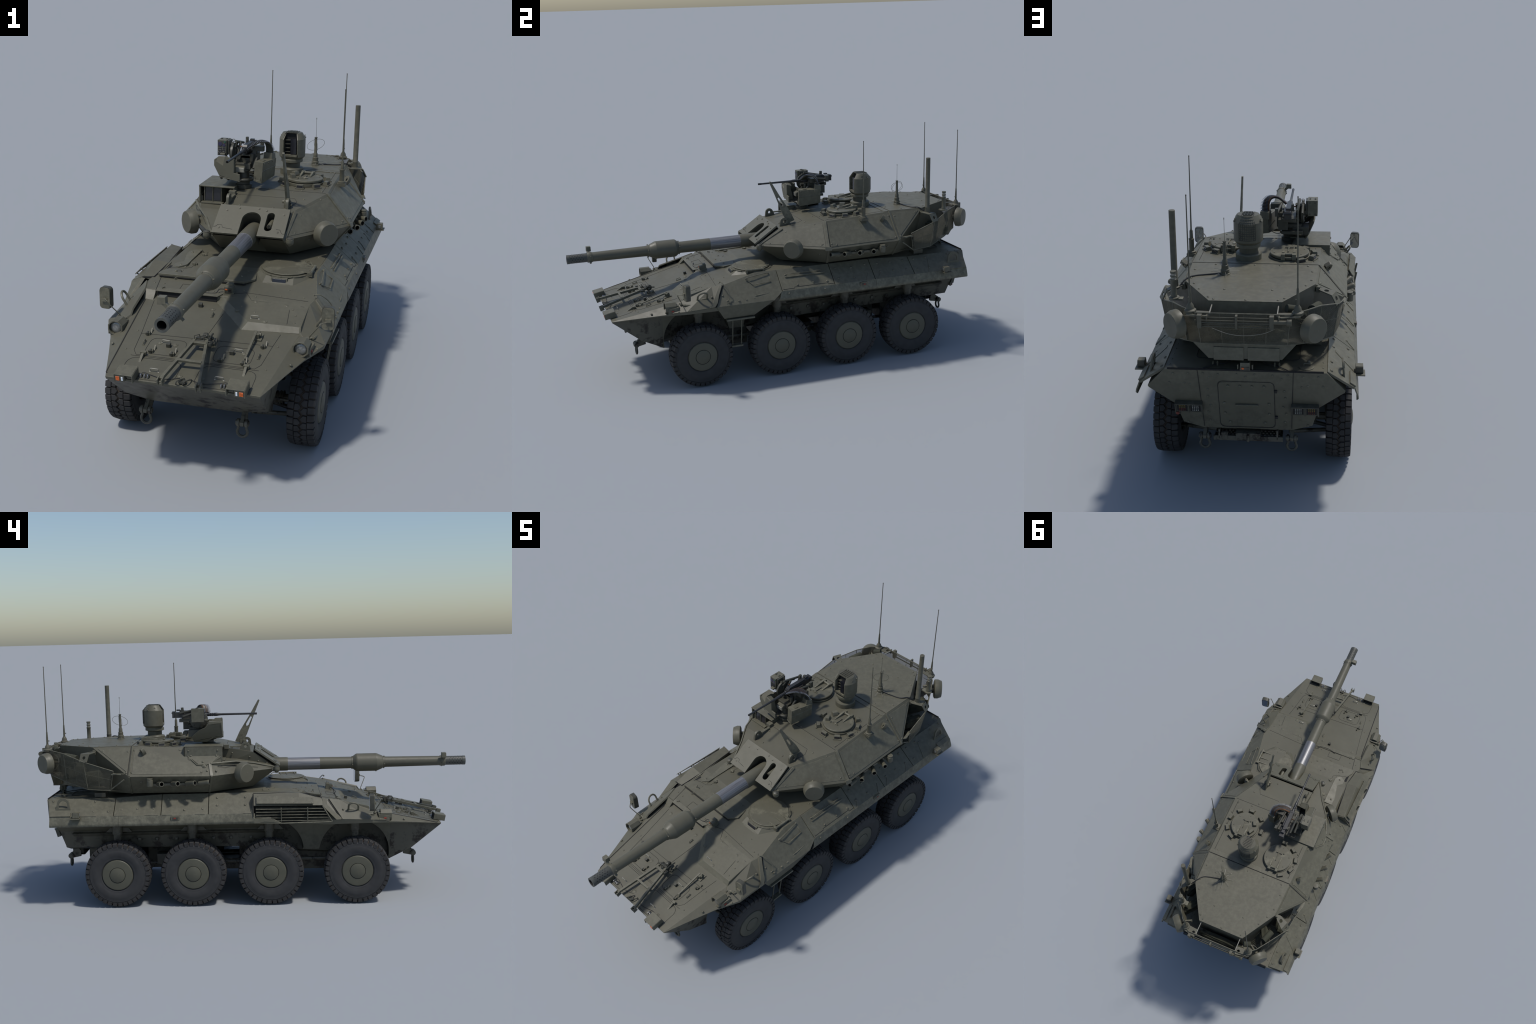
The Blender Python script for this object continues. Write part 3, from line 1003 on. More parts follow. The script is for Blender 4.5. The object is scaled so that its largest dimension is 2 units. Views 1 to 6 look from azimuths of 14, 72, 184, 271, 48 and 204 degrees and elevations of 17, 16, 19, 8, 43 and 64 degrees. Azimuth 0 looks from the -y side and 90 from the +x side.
# ---- driver's hatch: raised collar with vision block and a dished lid on a hinge bar
dh = B()
dc = V((.158, -.150, 0))
outl = [(.058, -.205), (.096, -.268), (.205, -.268), (.252, -.205), (.265, -.150), (.240, -.06), (.075, -.06), (.056, -.10)]
vs = []
for x, y in outl:
    p, n = on_deck(x, y)
    vs.append(p - V((0, 0, .002)))
top = []
for x, y in outl:
    k = .90
    yy = max(y, -.246)
    top.append(V((dc.x + (x - dc.x) * k, dc.y + (yy - dc.y) * k, .4975 if y > -.22 else .4955)))
L = len(outl)
dh.add(vs + top, [tuple(range(L))[::-1], tuple(range(L, 2 * L))] + [(i, (i + 1) % L, (i + 1) % L + L, i + L) for i in range(L)])
dh.lathe((.158, -.150, .4950), Z, [(.098, 0), (.098, .0035), (.094, .0040)], 40)
dhatch = dh.obj("driver_hatch", hull, [M_PAINT], bevel=.001, smooth=20)
lid = B()
lid.lathe((.158, -.150, .4985), Z, [(.070, 0, 1), (.0855, .0022, 1), (.0880, .0032), (.0880, .0055), (.0868, .0063), (.0, .0063)], 44)
for a in range(0, 360, 40):
    lid.dome((.158 + .076 * math.cos(math.radians(a)), -.150 + .076 * math.sin(math.radians(a)), .5048), Z, .0026, .0016, 8)
for i in range(16):
    a = 2 * PI * i / 16
    if -2.9 < math.atan2(math.sin(a), math.cos(a)) < -.2:
        lid.dome((.158 + .0965 * math.cos(a), -.150 + .0965 * math.sin(a), .4990), Z, .0026, .0016, 8)
lid.obj("hatch_lid", dhatch, [M_PAINT, M_BLK], smooth=22)
hb = B()
hb.cyl((.252, -.205, .505), (.252, -.115, .505), .0055)
for y in (-.20, -.12):
    hb.box((.250, y, .501), (.018, .008, .016))
for y in (-.195, -.155, -.125):
    hb.hexa([(.20, y - .002, .5045), (.25, y - .004, .5045), (.25, y + .004, .5045), (.20, y + .002, .5045), (.20, y - .001, .5072), (.25, y - .003, .5105), (.25, y + .003, .5105), (.20, y + .001, .5072)])
hb.tube(spline([(.245, -.125, .508), (.23, -.09, .512), (.215, -.075, .506)], 4), .002)
hb.obj("hatch_hinge", dhatch, [M_PAINT], smooth=40)
vb = B()
vb.hexa([(.124, -.258, .470), (.182, -.258, .470), (.182, -.238, .470), (.124, -.238, .470), (.124, -.252, .4945), (.182, -.252, .4945), (.182, -.238, .4955), (.124, -.238, .4955)])
vb.hexa([(.129, -.2588, .479), (.177, -.2588, .479), (.177, -.25, .479), (.129, -.25, .479), (.129, -.2548, .4915), (.177, -.2548, .4915), (.177, -.25, .4915), (.129, -.25, .4915)], 1)
vb.hexa([(.112, -.270, .472), (.194, -.270, .472), (.194, -.256, .477), (.112, -.256, .477), (.112, -.270, .4755), (.194, -.270, .4755), (.194, -.256, .4795), (.112, -.256, .4795)])
for s_ in (-1, 1):      # sloping cheeks beside the vision block
    x0, x1 = .153 + s_ * .036, .153 + s_ * .056
    vb.add([(x0, -.268, .4745), (x1, -.262, .4750), (x1 + s_ * .006, -.220, .484), (x0, -.225, .484), (x0 + s_ * .004, -.232, .4955), (x1, -.222, .4955)],
           [(0, 1, 5, 4), (0, 4, 3), (1, 2, 5), (2, 3, 4, 5), (0, 3, 2, 1)])
vb.obj("vision_block", dhatch, [M_PAINT, M_GLASS], bevel=.0008)

# ---- drive lamp box on the glacis with cable
lampb = B()
p, ax = deck_basis(.004, -.350)
lampb.box(p + ax[2] * .014, (.030, .030, .022), ax, 0, .95)
lampb.box(p + ax[2] * .014 - ax[1] * .0155, (.026, .002, .018), ax, 1)
lampb.box(p + ax[2] * .017 - ax[1] * .0168 - ax[0] * .007, (.009, .001, .005), ax, 2)
lampb.box(p + ax[2] * .013 - ax[1] * .0168 + ax[0] * .005, (.011, .001, .010), ax, 3)
lampb.box(p + ax[2] * .026 + ax[1] * .008, (.026, .018, .010), ax, 0, .7)
lampb.box(p + ax[2] * .002, (.036, .030, .005), ax)
lampb.tube(spline([on_deck(-.012, -.355, .012)[0], on_deck(-.03, -.36, .012)[0], on_deck(-.04, -.375, .004)[0], on_deck(-.09, -.378, .004)[0], on_deck(-.13, -.365, .003)[0]], 5), .0018, 6, 4)
lampb.obj("work_lamp", hull, [M_PAINT, M_DARK, M_ORANGE, M_GLASS, M_CABLE], bevel=.0008)

# ---- front marker lamps in box housings
for sx in (1, -1):
    lm = B()
    c = V((sx * .172, -.845, .3515))
    ax3 = (X, V((0, 1, .2)).normalized(), V((0, -.2, 1)).normalized())
    w, d, h = .056, .052, .026
    u, v, n = ax3
    lm.box(c + n * h / 2, (w, d, .003), ax3)
    lm.box(c - u * w / 2 + n * 0, (.003, d, h), ax3)
    lm.box(c + u * w / 2 + n * 0, (.003, d, h), ax3)
    lm.box(c - n * h / 2 + v * .008, (w, d - .016, .003), ax3)
    lm.box(c + v * .010, (w - .004, d * .5, h - .004), ax3, 1)
    f = c - v * .018 + u * sx * .0115
    lm.box(f, (.030, .014, .022), ax3, 0)
    lm.box(f - v * .0078 + u * sx * .006, (.012, .002, .014), ax3, 2)
    lm.box(f - v * .0078 - u * sx * .008, (.0055, .002, .013), ax3, 3)
    lm.cyl(c - v * .01 - u * sx * .015 - u * .008, c - v * .01 - u * sx * .015 + u * .008, .007, n=10)
    lm.obj("marker_lamp", hull, [M_PAINT, M_BLK, M_ORANGE, M_WHITE], bevel=.0008)
    cb = B()
    for k in ((.11, .12, .132) if sx < 0 else (.118, .128)):
        p, n2 = on_deck(sx * k, -.832)
        cb.tube(spline([p, p + n2 * .010 + Y * .002, p + n2 * .009 + Y * .010, p + Y * .016], 4), .0024, 6)
    cb.tube(spline([on_deck(sx * .14, -.83, .003)[0], on_deck(sx * .13, -.812, .006)[0], on_deck(sx * .11, -.815, .004)[0], on_deck(sx * .06, -.825, .002)[0], on_deck(sx * .015, -.812, .002)[0]], 5), .0011, 5, 1)
    cb.obj("lamp_cable", hull, [M_STEEL, M_CABLE])
# bent catch in the middle of the nose
ct = B()
for dx in (-.012, .010):
    ct.tube(spline([(dx - .006, -.842, .338), (dx, -.85, .352), (dx + .008, -.835, .352), (dx + .012, -.815, .346)], 4), .002)
ct.box((0, -.835, .345), (.022, .014, .006))
ct.obj("nose_catch", hull, [M_DARK])

# ---- A-frame tow bar stowed on the glacis
tb = B()
def bar(a, b, w, h, bl, m=0):
    a, b = V(a), V(b)
    d = (b - a).normalized()
    n = V((0, -.21, .98))
    u = d.cross(n).normalized()
    n = u.cross(d)
    bl.box((a + b) / 2, (w, (b - a).length, h), (u, d, n), m)
fA, fB = V((-.057, -.862, .358)), V((.060, -.862, .352))
aA, aB = V((-.020, -.650, .404)), V((.015, -.640, .404))
bar(fA, aA, .0095, .011, tb)
bar(fB, aB, .0095, .011, tb)
bar((-.039, -.765, .381), (.036, -.762, .379), .010, .008, tb)
bar((-.026, -.668, .400), (.022, -.668, .400), .012, .010, tb)
for f in (fA, fB):
    for dx in (-.007, .007):
        tb.box(f + V((dx, -.002, -.004)), (.004, .020, .022), (X, V((0, 1, .3)).normalized(), V((0, -.3, 1)).normalized()))
    tb.cyl(f + V((-.012, -.004, -.006)), f + V((.012, -.004, -.006)), .003)
tb.obj("tow_bar", hull, [M_PAINT], bevel=.0008)
tc_ = B()
tc_.lathe((.006, -.625, .404), V((1, .2, 0)), [(.012, -.008), (.015, -.004), (.015, .004), (.012, .008)], 14)
tc_.box((-.004, -.640, .404), (.030, .018, .010))
for x in (-.022, -.002, .010):
    tc_.tube([(x, -.655, .400), (x, -.655, .418), (x + .012, -.640, .418), (x + .012, -.630, .402)], .0016)
tc_.tube([(.02, -.645, .402), (.026, -.636, .414), (.022, -.60, .408)], .003)
tc_.ball((.028, -.627, .404), .006)
tc_.box((.032, -.66, .398), (.010, .02, .008))
tc_.tube([(-.03, -.655, .404), (.03, -.655, .404)], .0022)
tc_.obj("tow_coupling", hull, [M_DARK])
# long strap lever on the left
lv = B()
lv.hexa([(.148, -.690, .374), (.154, -.690, .374), (.158, -.565, .412), (.150, -.565, .412), (.148, -.690, .378), (.154, -.690, .378), (.158, -.565, .420), (.150, -.565, .420)])
lv.tube(spline([(.151, -.690, .376), (.150, -.702, .380), (.152, -.706, .370)], 3), .0022)
p, ax = deck_basis(.160, -.565)
lv.box(p + ax[2] * .003, (.030, .036, .003), ax)
lv.box(p + ax[2] * .012, (.012, .022, .016), ax)
lv.cyl(p + ax[2] * .014 - ax[0] * .012, p + ax[2] * .014 + ax[0] * .012, .006)
lv.obj("strap_lever", hull, [M_PAINT], bevel=.0006)

# ---- headlights and mirrors
for sx in (1, -1):
    hl = B()
    c = V((sx * .306, -.585, .392))
    # octagonal hood around the lamp
    outer = circ((0, 0), .0265, 8, PI / 8, PI / 8 + 2 * PI)
    outer = [(a * 1.02, b) for a, b in outer]
    inner = circ((0, 0), .0215, 16)
    hl.prism(outer, c + V((0, -.026, 0)), X, Z, -.050, 0, holes=[inner])
    hl.box(c + V((0, .020, -.006)), (.044, .03, .036), None, 0)
    hl.cyl(c + V((0, -.008, 0)), c + V((0, .010, 0)), .0212, n=20, m=2)
    hl.lathe(c + V((0, -.008, 0)), -Y, [(.0195, 0), (.0195, .008), (.016, .0105), (.008, .012), (0, .0125)], 20, 1)
    hl.lathe(c + V((0, -.008, 0)), -Y, [(.0205, 0), (.0205, .009), (.0185, .009)], 20, 2, cap=False)
    # small red side marker and bracket foot
    hl.hexa([(sx * .300, -.600, .368), (sx * .334, -.600, .366), (sx * .340, -.552, .374), (sx * .30, -.552, .376), (sx * .300, -.600, .384), (sx * .334, -.600, .392), (sx * .340, -.552, .398), (sx * .30, -.552, .400)])
    hl.box((sx * .3372, -.580, .381), (.003, .012, .007), None, 3)
    hl.box((sx * .318, -.575, .372), (.034, .05, .012))
    hl.obj("headlight", hull, [M_PAINT, M_LENS, M_DARK, M_RED], bevel=.0008)
    mr = B()
    mc = V((sx * .3735, -.518, .4715 if sx > 0 else .4595))
    arm = [(sx * .314, -.530, .396), (sx * .322, -.536, .412), (sx * .350, -.556, .452), (sx * .356, -.556, .462), (sx * .372, -.540, .464)]
    mr.tube(spline(arm, 4), .0020, 6)
    out = rrect(0, 0, .041, .075, .012)
    yaw = sx * .12
    u = V((math.cos(yaw), math.sin(yaw), 0))
    nrm = u.cross(Z)
    mr.prism(out, mc - nrm * .009, u, Z, .018, 1)
    mr.prism(rrect(0, 0, .038, .072, .011), mc + nrm * .009, u, Z, .004, 0)
    mr.prism(rrect(0, 0, .036, .069, .010), mc - nrm * .0102, u, Z, .001, 2)
    mr.box(mc + nrm * .015 + V((0, 0, -.004)), (.018, .008, .010), (u, nrm, Z))
    mr.cyl((sx * .305, -.528, .398), (sx * .325, -.520, .398), .005)
    mr.ball((sx * .316, -.536, .401), .006)
    mr.box((sx * .322, -.510, .392), (.018, .036, .014))
    mr.tube(spline([(sx * .325, -.53, .40), (sx * .34, -.50, .393), (sx * .33, -.47, .392)], 4), .0014, 5, 1)
    mr.obj("side_mirror", hull, [M_PAINT, M_DARK, M_MIRROR], smooth=45)
    # long bracket rod behind the mirror
    br = B()
    br.tube([(sx * .330, -.525, .400), (sx * .352, -.430, .394)], .004, 6)
    br.obj("mirror_stay", hull, [M_PAINT])
    # side red marker lamp on the skirt and rear work lamp on shelf
    sm = B()
    c = V((sx * .366, .348, .405))
    sm.box(c, (.012, .038, .020))
    sm.box(c + V((sx * .0055, 0, 0)), (.004, .024, .010), None, 1)
    sm.box(c + V((sx * .0075, .002, 0)), (.002, .010, .006), None, 2)
    sm.obj("side_marker", hull, [M_PAINT, M_DARK, M_RED], bevel=.0008)
    wl = B()
    c = V((sx * .3765, .785, .430))
    wl.box(c, (.028, .030, .024), None, 0, .9)
    wl.box(c + V((0, .0155, 0)), (.024, .002, .020), None, 1)
    wl.box(c - V((0, .0155, 0)), (.012, .002, .014), None, 2)
    wl.box(c + V((0, .005, -.016)), (.040, .045, .004))
    wl.box(c + V((-sx * .022, .0, -.014)), (.030, .020, .004))
    wl.tube(spline([c + V((-sx * .01, .012, -.005)), c + V((-sx * .03, .02, -.012)), c + V((-sx * .045, -.01, .004))], 4), .0016, 5, 3)
    wl.obj("work_lamp", hull, [M_PAINT, M_DARK, M_LENS, M_CABLE], bevel=.0008)
# centre rear lamp and cables on the back deck
rlp = B()
rlp.box((0.0, .925, .498), (.034, .026, .026), None, 0, .9)
rlp.box((0.0, .9385, .492), (.028, .002, .010), None, 1)
rlp.box((.007, .9398, .492), (.008, .001, .006), None, 2)
for dx in (-.024, .024):
    rlp.box((dx, .928, .492), (.004, .012, .022))
rlp.tube(spline([(.0, .91, .505), (.015, .86, .50), (.0, .80, .49)], 4), .002, 6, 3)
for sx in (1, -1):
    rlp.tube(spline([(sx * .03, .80, .490), (sx * .06, .88, .486), (sx * .10, .90, .486), (sx * .14, .93, .485)], 5), .0018, 6, 3)
    for dx in (.095, .11):
        rlp.cyl((sx * dx, .90, .482), (sx * dx, .90, .495), .003)
        rlp.cyl((sx * dx, .90, .495), (sx * dx, .90, .498), .0018)
    rlp.tube(closed(rrect(sx * .11, .78, .13, .14, .02)) and [V((a, b, .4835)) for a, b in rrect(sx * .11, .78, .13, .14, .02)], .001, 5, 4, True)
    rlp.box((sx * .22, .70, .495), (.05, .05, .02), None, 5)
rlp.lathe((-.20, .895, .482), Z, [(.026, 0), (.026, .002), (.020, .0025)], 20)
rlp.tube([(-.212, .888, .485), (-.212, .888, .491), (-.19, .888, .491), (-.19, .888, .485)], .0022)
rlp.ball((-.205, .872, .488), .007)
rlp.obj("rear_deck_fitting", hull, [M_PAINT, M_DARK, M_ORANGE, M_CABLE, M_SEAM, M_LOW], smooth=40)
edge = B()
edge.box((0, .935, .4835), (.515, .004, .006), None)
edge.obj("deck_edge_strip", hull, [M_BLK])

# ================================================================== RUNNING GEAR
WY = (-.455, -.069, .278, .618)
uc = B()
for y in WY:
    uc.box((0, y, .150), (.17, .11, .085), None, 0, .8)
    for sx in (1, -1):
        uc.tube([(sx * .09, y, .148), (sx * .27, y, .146)], .014, 10)
        uc.lathe((sx * .205, y, .147), V((sx, 0, 0)), [(.012, -.02), (.022, -.014), (.016, -.008), (.023, -.002), (.017, .004), (.024, .010), (.018, .016), (.025, .022)], 14)
        for dy in (-.055, .055):
            uc.tube([(sx * .13, y + dy, .110), (sx * .275, y + dy * .25, .098)], .008, 8)
        uc.cyl((sx * .278, y + .005, .13), (sx * .278, y + .005, .36), .0185, n=16)
        uc.cyl((sx * .278, y + .005, .32), (sx * .278, y + .005, .39), .023, n=16)
        uc.tube([(sx * .14, y + .075, .205), (sx * .27, y + .02, .225)], .007, 8)
        uc.tube([(sx * .15, y - .06, .175), (sx * .27, y - .055, .165)], .006, 8)
uc.cyl((0, -.5, .155), (0, .66, .155), .020, n=12)
uc.box((0, -.262, .155), (.30, .16, .09))
uc.box((0, -.53, .17), (.24, .06, .05))
uc.box((0, .45, .17), (.22, .12, .10))
uc.box((0, .73, .19), (.22, .12, .06))
uc.box((0, .06, .19), (.20, .04, .07))
uc.box((0, .105, .135), (.25, .12, .05))
for sx in (1, -1):
    uc.tube([(sx * .20, -.36, .172), (sx * .20, -.12, .172)], .009, 8)
    uc.tube([(sx * .20, .0, .165), (sx * .20, .60, .165)], .008, 8)
    uc.box((sx * .19, .17, .150), (.05, .045, .03))
    uc.box((sx * .19, .42, .185), (.06, .07, .05))
uc.obj("suspension", root, [M_LOW], smooth=40, bevel=.0012)
# muddy ledges on the lower hull sides
lg = B()
for sx in (1, -1):
    lg.hexa([(sx * .232, -.06, .300), (sx * .232, .83, .300), (sx * .256, .835, .318), (sx * .256, -.06, .318),
             (sx * .232, -.06, .322), (sx * .232, .83, .322), (sx * .250, .835, .322), (sx * .250, -.06, .322)])
    for y in (.02, .11, .19, .36, .45, .53):
        lg.ball((sx * .238, y, .285), .010, 8, 0, (.6, 1, 1))
    for y in WY[1:]:
        q = [(y - .06, .325), (y - .035, .352), (y + .035, .352), (y + .06, .325)]
        lg.prism(q, (sx * .262, 0, 0), Y, Z, .004)
    lg.tube([(sx * .246, -.05, .345), (sx * .246, .80, .345)], .006, 6)
lg.obj("hull_ledge", hull, [M_LOW], bevel=.001)

R_T, W_T = .1475, .086
# wheel: rim plus tyre plus separate tread blocks, all sharing mesh data; local axis +X points outward
rim = B()
xo = .0015
rim.lathe((0, 0, 0), X, [(.0715, -.03, 1), (.0715, -.006, 1), (.0690, -.0045), (.0690, xo - .003), (.0665, xo), (.0600, xo + .001), (.0360, xo + .0015), (.0352, xo - .0005, 1), (.0340, xo - .0005, 1), (.0330, xo + .0030), (.022, xo + .0065), (.010, xo + .008), (0, xo + .0085)], 48, 0)
for i in range(10):
    a = 2 * PI * i / 10
    rim.dome((xo + .001, .048 * math.cos(a), .048 * math.sin(a)), X, .0013, .0006, 6)
rim.lathe((-.075, 0, 0), -X, [(.068, -.02), (.066, .0), (.045, .002), (.03, .012), (.0, .012)], 24, 1)
me_rim = rim.mesh("wheel", [M_RIM, M_SEAM], smooth=30)
ty = B()
hw = W_T / 2
xc = -.043 + .0
prof = [(.0695, hw - .006), (.0730, hw - .001), (.0770, hw + .0012), (.0800, hw + .0006), (.0830, hw + .0020), (.100, hw + .0034), (.112, hw + .0030), (.1150, hw + .0018), (.1180, hw + .0026), (.1200, hw + .0014),
        (.1225, hw + .0022), (.1245, hw + .0008), (.132, hw - .001), (.1385, hw - .005, 1), (.1408, hw - .012, 1), (.1412, 0, 1)]
prof = prof + [(q[0], -q[1], 1 if q[0] > .137 else 0) for q in reversed(prof[:-1])]
ty.lathe((xc, 0, 0), X, prof, 72, 0, cap=False)
me_ty = ty.mesh("tyre", [M_RUB, M_GRIT], smooth=50)
tr = B()
NB = 36
def tread_block(poly, a0, side=0):
    """poly in (angle fraction of pitch, x); raised from the carcass with slightly drawn-in top"""
    P = 2 * PI / NB
    cxp = sum(p[0] for p in poly) / len(poly)
    cyp = sum(p[1] for p in poly) / len(poly)
    rows = []
    for r, k in ((.1385, 1.03), (R_T - .0012, 1.0), (R_T, .90)):
        row = []
        for t, x in poly:
            t2, x2 = cxp + (t - cxp) * k, cyp + (x - cyp) * k
            rr = r - max(0, abs(x2) - .030) * .26
            ang = a0 + t2 * P
            row.append(V((xc + x2, rr * math.cos(ang), rr * math.sin(ang))))
        rows.append(row)
    L = len(poly)
    vs = [p for row in rows for p in row]
    fs = [tuple(range(2 * L, 3 * L))]
    for k in range(2):
        for i in range(L):
            j = (i + 1) % L
            fs.append((k * L + i, k * L + j, (k + 1) * L + j, (k + 1) * L + i))
    tr.add(vs, fs)
for i in range(NB):
    a0 = 2 * PI * i / NB
    for s in (1, -1):
        sh = 0.0 if s > 0 else .5
        b0 = a0 + sh * 2 * PI / NB
        tread_block([(-.42, s * .0225), (.42, s * .0225), (.40, s * .0425), (-.40, s * .0425)], b0)
        # shoulder lug running down the sidewall
        P = 2 * PI / NB
        for q in (-.21, .21):
            pass
        vs = []
        for t in (-.36, .36):
            ang = b0 + t * P
            for r, x in ((.1445, .0415), (.1425, .0445), (.1270, .0452), (.1270, .040), (.139, .038)):
                vs.append(V((xc + s * x, r * math.cos(ang), r * math.sin(ang))))
        tr.add(vs, [(0, 1, 2, 3, 4), (5, 9, 8, 7, 6)] + [(k, (k + 1) % 5, (k + 1) % 5 + 5, k + 5) for k in range(5)])
        tread_block([(-.40, s * .0208), (-.44, s * .0085), (0.02, s * -.0008), (.44, s * .0075), (.40, s * .0208)], b0 + .15 * P)
me_tr = tr.mesh("tread_block", [M_RUBT], smooth=25)
for y in WY:
    for sx in (1, -1):
        w = bpy.data.objects.new("wheel", me_rim)
        t = bpy.data.objects.new("tyre", me_ty)
        k = bpy.data.objects.new("tread_block", me_tr)
        k["kind"] = "stuff"
        for o in (w, t, k):
            scene_coll.objects.link(o)
        w.parent = root
        t.parent = w
        k.parent = w
        w.location = (sx * .3535, y, R_T)
        w.rotation_euler = (random.uniform(0, 6.28), 0, 0 if sx > 0 else PI)

# ================================================================== TURRET
T1, T3, T4, T5, T6 = V((.134, .002, .664)), V((.231, .205, .697)), V((.228, .546, .713)), V((.222, .728, .710)), V((.119, .900, .711))
M1, M2, M3 = V((.134, -.108, .587)), V((.332, .184, .584)), V((.332, .552, .589))
B1, B2, B3, P1, P2 = V((.134, .008, .504)), V((.266, .200, .502)), V((.255, .553, .502)), V((.200, .690, .503)), V((.119, .900, .528))
tv = B()
def F(*p):
    tv.add(p, [tuple(range(len(p)))])
r3, cI, c2, q1 = V((-.122, .205, .697)), V((-.122, .140, .687)), V((-.122, .310, .702)), V((-.2305, .310, .702))
w2, w1, d1, d2, q2 = V((-.130, -.072, .607)), V((-.128, .080, .633)), V((-.123, .140, .637)), V((-.123, .310, .640)), V((-.2305, .310, .640))
e1, k1, h1, f2 = V((-.256, .140, .640)), V((-.240, .080, .634)), V((-.2895, .193, .633)), V((-.262, .140, .664))
T1m, M1m, M2m, M3m, T4m, B1m, B2m, B3m = [mir(p) for p in (T1, M1, M2, M3, T4, B1, B2, B3)]
F(T1m, T1, T3, r3, cI)
F(r3, T3, T4, T4m, q1, c2)
F(T4, T5, T6, mir(T6), mir(T5), T4m)
F(T1m, cI, d1, w1); F(T1m, w1, w2); F(T1m, w2, M1m)
F(cI, r3, c2, d2, d1)
F(c2, q1, q2, d2)
F(w2, w1, k1, M1m); F(w1, d1, e1, k1); F(d1, d2, q2, e1)
F(M1m, k1, h1, M2m); F(k1, e1, h1)
F(e1, f2, h1); F(f2, q1, T4m, M3m); F(f2, M3m, M2m, h1)
F(T1, M1, M2, T3); F(T3, M2, M3, T4)
for s in (1, -1):
    g = (lambda p: p) if s > 0 else mir
    F(g(M1), g(B1), g(B2), g(M2)); F(g(M2), g(B2), g(B3), g(M3))
    F(g(T4), g(M3), g(T5)); F(g(M3), g(B3), g(P1), g(T5)); F(g(T5), g(P1), g(P2), g(T6))
F(T6, P2, mir(P2), mir(T6))
F(B1, M1, V((.045, -.108, .587)), V((.045, .008, .504))); F(mir(B1), mir(M1), V((-.045, -.108, .587)), V((-.045, .008, .504)))
F(V((.045, -.108, .587)), V((.045, .008, .504)), V((-.045, .008, .504)), V((-.045, -.03, .560)), V((.045, -.03, .560)))
F(B1, B2, B3, P1, P2, mir(P2), mir(P1), mir(B3), mir(B2), mir(B1))
turret = tv.obj("turret", root, [M_PAINT], bevel=.0018, smooth=9)
tbvh = tv.bvh()
def on_roof(x, y):
    p, n, _, _ = tbvh.ray_cast(V((x, y, 1.5)), V((0, 0, -1)))
    if p is None:
        p, n, _, _ = tbvh.find_nearest(V((x, y, .70)))
    return p, (n if n.z > 0 else -n)
def on_flank(sx, y, z):
    p, n, _, _ = tbvh.ray_cast(V((sx * .6, y, z)), V((-sx, 0, 0)))
    if p is None:
        p, n, _, _ = tbvh.find_nearest(V((sx * .33, y, z)))
    return p, (n if n.x * sx > 0 else -n)
def on_front(x, z):
    p, n, _, _ = tbvh.ray_cast(V((x, -.6, z)), V((0, 1, 0)))
    if p is None:
        p, n, _, _ = tbvh.find_nearest(V((x, -.1, z)))
    return p, (n if n.y < 0 else -n)

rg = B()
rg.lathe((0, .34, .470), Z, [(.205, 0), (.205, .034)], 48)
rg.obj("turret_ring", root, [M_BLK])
# black sheet painting the mantlet's inner darkness behind the slots
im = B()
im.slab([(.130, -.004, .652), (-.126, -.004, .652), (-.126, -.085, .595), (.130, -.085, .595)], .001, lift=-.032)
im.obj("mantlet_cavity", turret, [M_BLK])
mo, mtop = V((0, -.1125, .5875)), V((0, .0015, .6655))
mv = (mtop - mo).normalized()
mu = X
mn = mu.cross(mv)
ml = (mtop - mo).length
mp = B()
cv = ml * .80 - .035
slot = [(.035, 0), (.035, cv)] + circ((0, cv), .035, 13, 0, PI, False)[1:-1] + [(-.035, cv), (-.035, 0)]
outline = [(-.135, 0)] + [(-.134, ml), (.134, ml), (.135, 0)] + slot
outline = [(.135, 0), (.134, ml), (-.131, ml), (-.135, 0)] + [(-x, y) for x, y in slot]
co0, co1 = ml * .20 + .0125, ml * .82 - .0125
coax = circ((.069, co1), .0135, 9, 0, PI, False) + circ((.069, co0), .0135, 9, PI, 2 * PI, False)
mp.prism(outline, mo + mn * .006, mu, mv, .009, holes=[coax])
mant = mp.obj("mantlet_plate", turret, [M_PAINT], bevel=.0012)
sw = B()   # slot walls going deep
for prof_, dpt in (([(-x, y) for x, y in slot], .04), (coax, .04)):
    k = len(prof_)
    vs = [mo + mu * x + mv * y + mn * .006 for x, y in prof_] + [mo + mu * x + mv * y - mn * dpt for x, y in prof_]
    rng = range(k - 1) if prof_ is not coax else range(k)
    sw.add(vs, [(i, (i + 1) % k, (i + 1) % k + k, i + k) for i in rng])
sw.obj("slot_wall", turret, [M_DARK], smooth=50)
mb = B()
for x, t in ((-.10, .80), (-.055, .90), (.018, .93), (.115, .78), (-.112, .18), (.108, .17), (.048, .88)):
    mb.lathe(mo + mu * x + mv * ml * t + mn * .015, mn, [(.0048, -.001), (.0048, .001), (.0032, .0012), (.0032, .003), (.001, .0035)], 10)
mb.obj("mantlet_bolt", mant, [M_PAINT], kind="stuff")
wl_ = B()
for s in (1, -1):
    pts = [(s * .134, .2), (s * .125, .2), (s * .118, .27), (s * .103, .27), (s * .097, .18), (s * .060, .15 if s > 0 else .15)] if s < 0 else [(s * .134, .13), (s * .124, .14), (s * .115, .26), (s * .100, .27)]
    wl_.tube([mo + mu * x + mv * ml * t + mn * .0151 for x, t in pts], .0008, 5)
wl_.obj("mantlet_seam", mant, [M_SEAM])
# seal balls at the mantlet corners
for s in (1, -1):
    sb = B()
    c = V((s * .155, -.104, .585))
    sb.lathe(c, V((0, -.1, 1)), [(.004, -.018), (.013, -.010), (.015, 0), (.0135, .006), (.0135, .009)], 16)
    sb.lathe(c, V((0, -.1, 1)), [(.0115, .006), (.0115, .012), (.006, .015)], 12, 1)
    sb.box(c + V((-s * .012, .012, .0)), (.02, .02, .012))
    sb.obj("corner_lamp", turret, [M_PAINT, M_DARK], smooth=40)
